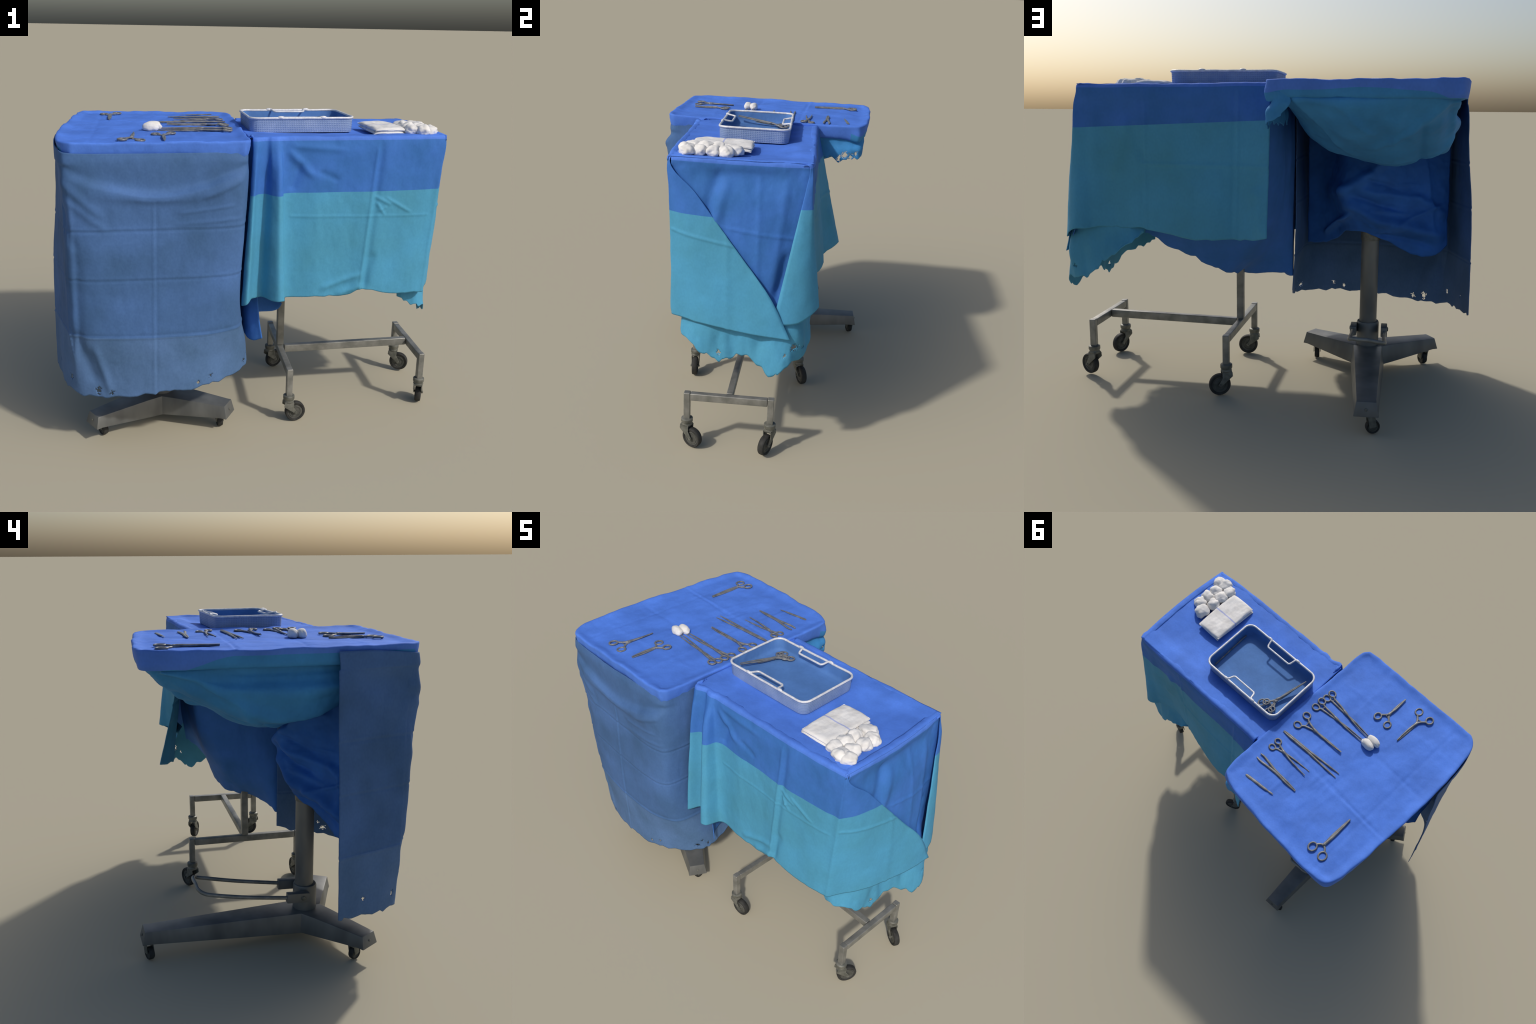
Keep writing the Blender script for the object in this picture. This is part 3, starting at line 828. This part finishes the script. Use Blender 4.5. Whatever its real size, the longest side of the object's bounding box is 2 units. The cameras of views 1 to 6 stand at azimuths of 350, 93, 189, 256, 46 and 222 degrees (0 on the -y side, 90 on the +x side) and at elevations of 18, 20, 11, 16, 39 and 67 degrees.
for z in (1.40, 1.28, 1.15, 1.02, .90, .82, .755):
    rows.append([(panel_x(y, z), y + .016 * sm(.15, .246, y) * sm(1.35, .95, z), z) for y in ey])
def end_relief(P, U, V):
    Y, Z = P[..., 1], P[..., 2]
    low = sm(TZ - .03, TZ - .09, Z)
    r = low * .006 * fnoise(P, .2, 81, (1, 1, .5), 2) + (1 - low) * top_noise(P)
    for a, b, w, k in (((-.16, 1.41), (-.22, 1.20), .025, -.012), ((-.12, 1.36), (-.18, 1.14), .025, .009), ((.14, 1.38), (.10, .9), .02, .005),
                       ((-.12, 1.16), (.22, 1.12), .006, .004), ((.02, 1.40), (.03, .9), .012, .003), ((.16, 1.05), (.12, .85), .02, -.010)):
        r += low * ridge(Y, Z, a, b, w, k)
    return r
sheet("end_panel", rows, [BLUE_SIDE, BLUE_TOP], trolley, (.3, -.05, 1.0), top_row=3, relief=end_relief, seed=15, wrinkle=(.0025, .1, (1, 1, .5)))

# ---- far long side with its turned corner fold
gx = [-.045, -.02, .04, .10, .20, .30, .42, .56, .70, .80, .862]
rows = []
yt = [.268, .266, .264, .263, .262, .262, .262, .262, .260, .254, .246]
yb = [.430, .416, .372, .338, .346, .328, .304, .270, .246, .275, .318]
gz = [.795, .785, .775, .770, .768, .768, .785, .805, .80, .795, .790]
for k in range(4):
    rows.append([(x, *edge_roll(TZ - (.004 if x > .6 else -.004 * (x < .2)), y, 1)[k]) for x, y in zip(gx, yt)])
band_far = 5
for z in (1.36, None, 1.12, .95):
    rr = []
    for x, y0, y1 in zip(gx, yt, yb):
        zz = z if z is not None else 1.302 - .040 * (x + .04) / .9
        f = ((TZ - zz) / (TZ - .79))
        rr.append((x - .012 * f * (x < 0) + .014 * f * (x > .8), y0 + (y1 - y0) * f ** (1.05 if x < .12 else 1.25), zz))
    rows.append(rr)
rows.append([(x - .012 * (x < 0) + .014 * (x > .8), y, z) for x, y, z in zip(gx, yb, gz)])
# fold columns wrapping on to the end, narrowing to nothing at the top corner
def fold_cols(z):
    t = np.clip((TZ - z) / (TZ - .80), 0, 1.1)
    c = np.array([.874 + .014 * t, .248 + .070 * t, z]); l = np.array([.874 + .094 * t, .242 - .120 * t, z])
    return [tuple(c * (1 - f) + l * f + np.array([.030 * math.sin(math.pi * f) * t, 0, 0])) for f in (.15, .5, .8, 1.0)]
for k, rw in enumerate(rows):
    if k < 4:
        y, z = rw[-1][1], rw[-1][2]
        rw += [(.864 + .002 * i, y - .003 * i, z - .001 * i) for i in (1, 2, 3, 4)]
    elif k < len(rows) - 1:
        rw += fold_cols(rw[-1][2])
    else:
        rw += [(p[0], p[1], zz) for p, zz in zip(fold_cols(.76), (.77, .735, .735, .76))]
def far_relief(P, U, V):
    X, Y, Z = P[..., 0], P[..., 1], P[..., 2]
    low = sm(TZ - .012, TZ - .08, Z)
    r = low * .005 * fnoise(P, .28, 91, (1, 1, .6), 2) + (1 - low) * top_noise(P)
    flat = (X < .84).astype(float)
    for xc in (.54, .10):
        r += low * flat * (.0045 * np.exp(-((X - xc) / .008) ** 2) - .003 * np.exp(-((X - xc - .018) / .01) ** 2))
    r += low * flat * .004 * np.exp(-((Z - 1.10) / .007) ** 2) * (X < .56)
    for a, b, w, k in (((.62, 1.30), (.70, 1.05), .03, .010), ((.60, 1.28), (.56, 1.12), .02, -.006), ((.78, 1.35), (.80, .9), .03, .006),
                       ((.0, 1.0), (-.02, .80), .03, .012)):
        r += flat * ridge(X, Z, a, b, w, k)
    return r
sheet("far_side_drape", rows, [BLUE_SIDE, CYAN_HEM, BLUE_TOP], trolley, (.4, -.05, 1.0), top_row=3, relief=far_relief, band_row=band_far, rag=(.008, .005, 16, 5),
      seed=17, wrinkle=(.003, .12, (1, 1, .5)))

# ---- torn under-layer hanging lower round the far end
ux = [(.70, -.325), (.79, -.335), (.85, -.270), (.880, -.190), (.880, -.110), (.885, -.045), (.925, .05), (.968, .13), (.965, .19), (.935, .255),
      (.880, .282), (.80, .284), (.67, .272), (.56, .262)]
ub = [(.70, -.325, .640), (.79, -.34, .605), (.868, -.275, .560), (.894, -.19, .522), (.896, -.13, .500), (.910, -.05, .535), (.938, .045, .520), (.982, .128, .478),
      (.975, .185, .545), (.902, .255, .560), (.850, .282, .555), (.765, .290, .625), (.655, .285, .700), (.56, .266, .770)]
ut = [.74, .73, .75, .77, .78, .79, .80, .80, .80, .80, .82, .84, .85, .85]
uo = [0, 0, .008, .022, .034, .034, .015, 0, 0, 0, 0, 0, 0, 0]
rows = [[(x - .020 + o * .4, y * (.86 if y > .2 else .97), z) for (x, y), z, o in zip(ux, ut, uo)],
        [(x - .006 + o * .8, y * (.93 if y > .2 else 1), z * .45 + b[2] * .55) for (x, y), z, b, o in zip(ux, ut, ub, uo)],
        [b for b in ub]]
def under_relief(P, U, V):
    return (.014 * fnoise(P, .09, 101, (1, 1, .4), 2)) * sm(0, .5, V)
sheet("torn_under_layer", rows, [CYAN_HEM], trolley, (.55, -.02, .7), cell=.006, relief=under_relief, rag=(.012, .012, 8, 3), seed=19,
      holes=((.62, .72, .011), (.66, .78, .008), (.29, .86, .007), (.58, .8, .006)))

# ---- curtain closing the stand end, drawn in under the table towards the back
ct = [(-.045, -.375), (-.088, -.30), (-.092, -.15), (-.084, .02), (-.072, .16), (-.048, .245), (.08, .247), (.25, .245), (.45, .24)]
cb = [(.000, -.385, .475), (-.055, -.345, .462), (-.092, -.17, .515), (.130, -.112, .512), (.205, .030, .560), (.275, .070, .602), (.37, .085, .65), (.48, .105, .69), (.57, .20, .77)]
rows = [[(x, y, 1.444) for x, y in ct]]
cexp = [4.5, 4.5, 4.5, 4.3, 3.2, 2.2, 1.4, 1.2, 1.2]
for f in (.25, .5, .7, .85, .94):
    rows.append([(x + (b[0] - x) * f ** e, y + (b[1] - y) * f ** 3, 1.444 + (b[2] - 1.444) * f) for (x, y), b, e in zip(ct, cb, cexp)])
rows.append([b for b in cb])
def cur_relief(P, U, V):
    return sm(.05, .3, V) * (.012 * fnoise(P, .2, 111, (1, 1, .3), 2))
sheet("end_curtain", rows, [BLUE_SIDE], trolley, (.6, -.4, 1.0), relief=cur_relief, rag=(.012, .008, 12, 4), seed=23, wrinkle=(.003, .1, (1, 1, .4)))

# ---- steel frame
fix(bevelled("table_board", beam_bm((-.03, -.07, TZ - .048), (.84, -.07, TZ - .048), .58, .030), STEEL, trolley), trolley)
LEGS = [(.148, -.362, .293), (.877, -.289, .297), (.889, .122, .301), (.170, .246, .294)]
CTR = [.140, .146, .155, .144]
for (x, y, z), cz in zip(LEGS, CTR):
    bm = beam_bm((x, y, cz - .01), (x, y, z), .031, .031)
    fix(bevelled("leg", bm, STEEL, trolley, .005, 3), trolley)
def bar(name, a, b, w=.030, h=.038):
    fix(bevelled(name, beam_bm(a, b, w, h), STEEL, trolley, .005, 3), trolley)
def between(p, q, zoff):
    a = Vector((p[0], p[1], p[2] - zoff)); b = Vector((q[0], q[1], q[2] - zoff)); d = (b - a).normalized()
    return a + d * .0165, b - d * .0165
bar("cross_bar", *between(LEGS[0], LEGS[3], .0215))
bar("cross_bar", *between(LEGS[1], LEGS[2], .0215))
bar("long_bar", (.183, -.066, .270), (.866, -.082, .278), .032, .040)
bar("upright", (.161, -.056, .2915), (.161, -.056, TZ - .045), .036, .036)

def caster(x, y, cz, wx, wy, wz, yaw):
    r, w = .0525, .030
    d = Vector((math.cos(yaw), math.sin(yaw), 0)); ax = Vector((-d.y, d.x, 0))
    post = Vector((x, y, 0)); c = Vector((wx, wy, wz))
    ob = lathe("caster", [(.012, cz - .034), (.024, cz - .032), (.027, cz - .026), (.025, cz - .018), (.029, cz - .012), (.029, cz + .004), (.024, cz + .008), (.016, cz + .009)],
               CASTER_METAL, trolley, (x, y, 0), seg=28)
    fix(ob, trolley)
    bm = bmesh.new()
    tops = post + Vector((0, 0, cz - .030))
    for s in (-1, 1):
        side = ax * s * (w / 2 + .004)
        prof = [tops + side - d * .026, tops + side + d * .024, tops + side + d * .022 - Vector((0, 0, .028)),
                c + side + d * .010, c + side - d * .004 - Vector((0, 0, .010)), c + side - d * .012, tops + side - d * .028 - Vector((0, 0, .022))]
        th = ax * s * .004
        a = [bm.verts.new(p) for p in prof]; b = [bm.verts.new(p + th) for p in prof]
        bm.faces.new(a); bm.faces.new(b[::-1])
        for k in range(len(prof)):
            bm.faces.new((a[k], b[k], b[(k + 1) % len(prof)], a[(k + 1) % len(prof)]))
    beam_bm(tops - d * .024, tops + d * .022, w + .012, .010, bm=bm)
    bmesh.ops.recalc_face_normals(bm, faces=bm.faces)
    f = bevelled("fork", bm, CASTER_METAL, ob, .0015)
    p, fm = wheel_profile(r, w)
    lathe("wheel", p, [RUBBER, HUB_GREY], ob, c, axis=ax, seg=44, face_mat=fm)
    lathe("axle", [(.006, -w / 2 - .011), (.006, w / 2 + .011)], CASTER_METAL, ob, c, axis=ax, seg=14)
WZ = .0528
caster(.148, -.362, .140, .182, -.360, WZ, math.radians(3))
caster(.877, -.289, .146, .895, -.259, WZ, math.radians(62))
caster(.889, .122, .155, .920, .106, WZ + .006, math.radians(-28))
caster(.170, .246, .144, .198, .266, WZ, math.radians(24))

# ================================================================== WIRE BASKET
BC = Vector((.207, -.047, 1.454))
basket = thing("wire_basket", "shallow rectangular mesh basket lined with blue cloth and rimmed with pale wire", "instrument basket", BC)
def rr(hx, hy, r, n=10):
    pts = []
    for cxx, cyy, a0 in ((hx - r, hy - r, 0), (-hx + r, hy - r, 90), (-hx + r, -hy + r, 180), (hx - r, -hy + r, 270)):
        for k in range(n + 1):
            a = math.radians(a0 + 90 * k / n); pts.append((cxx + r * math.cos(a), cyy + r * math.sin(a)))
    return pts
HX, HY, HH = .252, .172, .068
def loft_rings(rings):
    V, F = [], []
    m = len(rings[0])
    for r in rings: V += r
    for j in range(len(rings) - 1):
        for k in range(m):
            k2 = (k + 1) % m
            F.append((j * m + k, j * m + k2, (j + 1) * m + k2, (j + 1) * m + k))
    return V, F, m
def dense(pts, step=.008):
    P = np.array(pts + pts[:1]); s = np.r_[0, np.cumsum(np.linalg.norm(np.diff(P, axis=0), axis=1))]
    q = np.linspace(0, s[-1], int(s[-1] / step), endpoint=False)
    return np.c_[np.interp(q, s, P[:, 0]), np.interp(q, s, P[:, 1])]
base_rr = dense(rr(HX, HY, .042))
def ring(scale_off, z, wob=0, seed=0):
    c = base_rr.copy()
    n = c / np.array([HX, HY]); n = n / np.linalg.norm(n, axis=1, keepdims=True)
    c = c * (np.array([HX, HY]) - scale_off) / np.array([HX, HY])
    out = []
    for i, (x, y) in enumerate(c):
        w = wob * mn.noise(Vector((x * 30 + seed, y * 30, z * 12)))
        out.append((x - n[i][0] * w, y - n[i][1] * w, z))
    return out
V, F, m = loft_rings([ring(.012, .001), ring(.003, .001), ring(.002, .006), ring(.001, .03), ring(0, HH), ring(.0025, HH)])
mesh_obj("mesh_wall", V, F, BASKET, basket, sharp=50)
V, F, m = loft_rings([ring(.003, HH - .001), ring(.0045, .05, .004, 3), ring(.006, .025, .005, 5), ring(.010, .010, .004, 7), ring(.022, .0055), ring(.05, .005)])
k0 = len(V) - m
F.append(tuple(range(k0, len(V))))
ob = mesh_obj("basket_liner", V, F, BASKET_LINER, basket)
rim_pts = [(x, y, HH + .002 * mn.noise(Vector((x * 12, y * 12, 3)))) for x, y in dense(rr(HX, HY, .042), .01)]
tube("rim", rim_pts, .0056, RIM_WIRE, basket, seg=10, closed=True)
for sy, x0, x1, yin in ((-1, -.096, .086, .046), (1, -.086, .084, .042)):
    y = sy * HY; yi = y - sy * yin
    pts = [(x0 - .012, y, HH + .004), (x0, y - sy * .004, HH + .004), (x0 + .008, yi + sy * .008, HH - .002), (x0 + .016, yi, HH - .003),
           (x1 - .016, yi, HH - .003), (x1 - .008, yi + sy * .008, HH - .002), (x1, y - sy * .004, HH + .004), (x1 + .012, y, HH + .004)]
    path = [Vector(p) for p in pts]
    fine = []
    for a, b in zip(path, path[1:]):
        fine += [a.lerp(b, t / 6) for t in range(6)]
    fine.append(path[-1])
    h = tube("handle", fine, .0050, RIM_WIRE, basket, seg=10)
    for xx in (x0 - .012, x1 + .012):
        bm = bmesh.new(); bmesh.ops.create_uvsphere(bm, u_segments=14, v_segments=8, radius=1, matrix=Matrix.Translation((xx, y, HH + .003)) @ Matrix.Diagonal((.017, .0075, .0075, 1)))
        bevelled("clip", bm, RIM_WIRE, h, 0)

# ================================================================== GAUZE
def blob(name, radii, loc, seed, mat, parent=None, lump=.18, rot=0, subdiv=4, flat_bottom=True, crease=0.0, pw=1.0):
    bm = bmesh.new(); bmesh.ops.create_icosphere(bm, subdivisions=subdiv, radius=1)
    for v in bm.verts:
        p = v.co.normalized()
        k = 1 + lump * mn.noise(p * 1.3 + Vector((seed * 3.1, 0, 0))) + lump * .30 * mn.noise(p * 3.1 + Vector((0, seed * 2.3, 0))) \
            - crease * abs(mn.noise(p * 2.0 + Vector((0, 0, seed * 1.7)))) ** .5
        q = Vector([math.copysign(abs(c) ** pw, c) for c in p]) if pw != 1 else p
        v.co = Vector((q.x * radii[0] * k, q.y * radii[1] * k, q.z * radii[2] * k))
        if flat_bottom and v.co.z < -radii[2] * .62: v.co.z = -radii[2] * .62
    me = bpy.data.meshes.new(name); bm.to_mesh(me); bm.free(); me.materials.append(mat)
    me.polygons.foreach_set("use_smooth", [True] * len(me.polygons))
    ob = link(bpy.data.objects.new(name, me), parent)
    ob.location = loc; ob.rotation_euler = (0, 0, rot)
    return ob

balls = [(.786, -.140, .026, 0), (.738, -.110, .040, 0), (.722, -.182, .026, .004), (.722, -.240, .026, .006), (.786, -.198, .030, 0),
         (.778, -.258, .032, 0), (.716, -.302, .030, .002), (.800, -.312, .026, 0), (.768, -.322, .028, .003)]
for k, (x, y, r, dz) in enumerate(balls):
    rx = max(r, .034)
    b = blob("gauze_ball", (rx * 1.14, rx * 1.06, .029), (x, y, TZ + .0085 + dz), k + 2, GAUZE_BALL, lump=.27, rot=k * 1.3, crease=.05)
    b["label"] = "soft white wad of rolled gauze"; b["category"] = "gauze swab"

def gauze_pack():
    """Folded gauze: two soft layers joined by a rounded fold at one long edge."""
    root = thing("gauze_pack", "folded white gauze pad with a thin blue thread", "gauze pad", (.611, -.174, TZ - .011))
    for k, (hx, hy, z0, z1) in enumerate(((.079, .141, 0, .020), (.0785, .141, .012, .038))):
        nx, ny = 36, 60
        def surf(u, v, top):
            ex = 1 - abs(u) ** 6; ey_ = 1 - abs(v) ** 8
            e = max(0, ex) ** .42 * max(0, ey_) ** .42
            x = u * hx * (1 - .03 * v * v); y = v * hy * (1 - .02 * u * u)
            mid = (z0 + z1) / 2; half = (z1 - z0) / 2
            sag = -.004 * (1 - u * u) * (1 - v * v) * (k == 1)
            n = .0028 * mn.noise(Vector((x * 22, y * 22, k * 5))) + .0016 * mn.noise(Vector((x * 60, y * 30, k * 7)))
            corner = -.006 * (abs(u * v)) ** 4
            return (x, y, mid + (half * e + n * e) * (1 if top else -1) + (sag + corner if top else 0))
        V, F = [], []
        for top in (1, 0):
            for j in range(ny + 1):
                for i in range(nx + 1):
                    V.append(surf(-1 + 2 * i / nx, -1 + 2 * j / ny, top))
        off = (nx + 1) * (ny + 1)
        for j in range(ny):
            for i in range(nx):
                a = j * (nx + 1) + i; b, c, d = a + 1, a + nx + 2, a + nx + 1
                F.append((a, b, c, d)); F.append((off + d, off + c, off + b, off + a))
        ob = mesh_obj("gauze_layer", V, F, GAUZE_STRIPE, root)
        bm = bmesh.new(); bm.from_mesh(ob.data); bmesh.ops.remove_doubles(bm, verts=bm.verts, dist=1e-5); bm.to_mesh(ob.data); bm.free()
        ob.rotation_euler = (0, 0, math.radians(-2 + k * 2.5))
gauze_pack()

# ================================================================== HAND INSTRUMENTS
LIFT = .0052
def frame_from(ring_a, ring_b, tip, z):
    M = Vector(((ring_a[0] + ring_b[0]) / 2, (ring_a[1] + ring_b[1]) / 2, z))
    T = Vector((tip[0], tip[1], z))
    d = T - M
    return M, math.atan2(d.y, d.x), d.length, (Vector(ring_a) - Vector(ring_b)).length

def ringed(name, label, category, ring_a, ring_b, tip, z, joint=.42, spread=0.0, jaw=.0055, ringr=.0185, curve=0.0, slope=0.0, wire=.0056):
    ringr *= .90; jaw *= 1.12
    """Ring-handled instrument: two crossing halves, each a finger ring, a shank and a jaw."""
    M, yaw, L, sep = frame_from(ring_a, ring_b, tip, z)
    root = thing(name, label, category, M)
    root.rotation_euler = (0, -slope, yaw)
    jx = L * joint
    for s in (-1, 1):
        c = (0, s * sep / 2, 0)
        zz = s * .0022
        ringp = [(c[0] + 1.12 * ringr * math.cos(a), c[1] + .95 * ringr * math.sin(a), zz) for a in np.linspace(0, 2 * math.pi, 26, endpoint=False)]
        parts = [tube_geo(ringp, wire * .82, seg=8, closed=True)]
        sh = smooth_path([(ringr * .95, s * (sep / 2 - ringr * .25), zz), (ringr * 1.7, s * (sep * .24), zz), (jx * .62 + ringr * .5, s * max(.006, sep * .09), zz), (jx, s * .0012, zz),
                          (jx + (L - jx) * .35, -s * (.0035 + spread * .36), zz + curve * .1), (jx + (L - jx) * .7, -s * (.0034 + spread * .72), zz + curve * .4), (L, -s * (.0016 + spread), zz + curve)], 48)
        n = len(sh)
        rad = []
        for i, p in enumerate(sh):
            x = p.x
            if x < jx * .9: r = wire
            elif x < jx + .012: r = wire * 1.35
            else: r = jaw * (1 - .60 * (x - jx) / max(L - jx, .01))
            rad.append(r)
        parts.append(tube_geo(sh, rad, seg=8, flat=.8))
        # ratchet stub
        parts.append(tube_geo([(ringr * 1.9, s * sep * .2, zz), (ringr * 1.9, s * .001, zz)], .0034, seg=6, flat=.7))
        V, F = merge_geo(parts)
        mesh_obj("handle_half", V, F, INSTR, root, sharp=60)
    lathe("pivot_screw", [(.0058, -.006), (.0058, .006), (.004, .0072)], INSTR, root, (jx, 0, 0), seg=16)
    return root

def sponge_forceps(ring_a, ring_b, tip, ball, seed):
    r = ringed("sponge_forceps", "long ring-handled forceps gripping a white swab", "forceps", ring_a, ring_b, tip, ZI, joint=.40, spread=.004, jaw=.0052, ringr=.020)
    d = Vector(ball) - Vector(tip); d.normalize()
    inv = r.rotation_euler.to_matrix().inverted()
    wpos = Vector((ball[0], ball[1], ZI + .012))
    loc = inv @ (wpos - Vector(r.location))
    b = blob("swab", (.041, .0235, .025), loc, seed, GAUZE, r, lump=.12, rot=math.atan2(d.y, d.x) - r.rotation_euler.z, crease=.04, subdiv=4)
ZI = 1.4612 + LIFT
sponge_forceps((-.140, -.108), (-.149, -.154), (-.470, -.130), (-.492, -.128), 3)
sponge_forceps((-.148, -.190), (-.158, -.226), (-.482, -.166), (-.503, -.164), 8)
ringed("clamp", "long curved ring-handled clamp, jaws shut", "clamp", (-.142, .038), (-.150, -.034), (-.421, -.001), ZI, joint=.34, ringr=.0205, jaw=.006, curve=.006)
ringed("needle_holder", "slim ring-handled holder with open jaws", "needle holder", (-.137, .226), (-.145, .184), (-.374, .211), ZI, joint=.26, spread=.015, ringr=.0175)
ringed("scissors", "small pointed scissors with round finger rings", "scissors", (-.420, -.300), (-.489, -.292), (-.461, -.481), ZI, joint=.30, ringr=.0205, jaw=.0062)
ringed("scissors", "straight surgical scissors with round finger rings", "scissors", (-.562, -.474), (-.637, -.468), (-.587, -.261), ZI, joint=.30, ringr=.0215, jaw=.0068)
ringed("scissors", "heavy surgical scissors with broad finger rings", "scissors", (-.661, .478), (-.729, .482), (-.701, .244), ZI, joint=.22, ringr=.0235, jaw=.0080)
ZB = TZ + .0055
ringed("clamp", "ring-handled clamp leaning in the basket", "clamp", (.082, .080), (.020, .090), (-.012, -.172), ZB, joint=.30, ringr=.021, slope=math.radians(7))
ringed("clamp", "shorter ring-handled clamp leaning in the basket", "clamp", (.066, .060), (.016, .070), (.010, -.075), ZB + .004, joint=.30, ringr=.018, slope=math.radians(3))
tube_v, tube_f = tube_geo(smooth_path([(.432, .088, ZB), (.438, -.03, ZB), (.441, -.166, ZB + .004)], 20), [.0035] * 21, seg=8)
pr = thing("probe", "thin straight metal probe lying along the basket wall", "probe", (.436, -.04, ZB))
fix(mesh_obj("shaft", tube_v, tube_f, INSTR, pr), pr)

def tweezers(label, tail, cross, tip_a, tip_b, tail_gap, tail_gap_end, tip_gap, z=None):
    """Two springy arms joined at one end; widths vary along the arm."""
    z = z or ZI
    A = Vector((tail[0], tail[1], z)); B = Vector(((tip_a[0] + tip_b[0]) / 2, (tip_a[1] + tip_b[1]) / 2, z))
    d = B - A; L = d.length
    root = thing("tweezers", label, "tweezers", A); root.rotation_euler = (0, 0, math.atan2(d.y, d.x))
    for s in (-1, 1):
        path = smooth_path([(0, s * tail_gap / 2, s * .001), (L * .12, s * (tail_gap * .5 + .002), 0), (L * .45, s * .0042, 0), (L * .75, s * (.004 + tip_gap * .25), 0), (L, s * (tip_gap / 2 + .001), 0)], 32)
        n = len(path)
        rad = [np.interp(i / (n - 1), [0, .12, .4, .6, .85, 1], [.0032, .0048, .0068, .0062, .0045, .0022]) for i in range(n)]
        V, F = tube_geo(path, rad, seg=8, flat=.7)
        mesh_obj("tweezer_arm", V, F, INSTR, root, sharp=60)
tweezers("long slender tweezers lying open", (-.119, .117), None, (-.497, .124), (-.494, .097), .004, 0, .026)
tweezers("short tweezers with closed points", (-.1235, .310), None, (-.398, .325), (-.395, .322), .027, .027, .003)

def scalpel():
    a = Vector((-.151, .434, ZI - .001)); b = Vector((-.330, .417, ZI - .001)); d = b - a; L = d.length
    root = thing("scalpel", "flat steel scalpel with a small blade", "scalpel", a); root.rotation_euler = (0, 0, math.atan2(d.y, d.x))
    path = [(x * L, 0, 0) for x in np.linspace(0, .82, 20)]
    rad = [np.interp(x, [0, .04, .12, .5, .75, .82], [.004, .0075, .0085, .0075, .006, .003]) for x in np.linspace(0, .82, 20)]
    V, F = tube_geo(path, rad, seg=10, flat=.42)
    mesh_obj("handle", V, F, INSTR, root, sharp=60)
    path = [(x * L, .0012 * math.sin((x - .8) * 12), 0) for x in np.linspace(.8, 1.0, 10)]
    rad = [np.interp(x, [.8, .86, .94, 1], [.0028, .0045, .0042, .0008]) for x in np.linspace(.8, 1.0, 10)]
    V, F = tube_geo(path, rad, seg=8, flat=.2)
    mesh_obj("blade", V, F, INSTR, root, sharp=60)
scalpel()
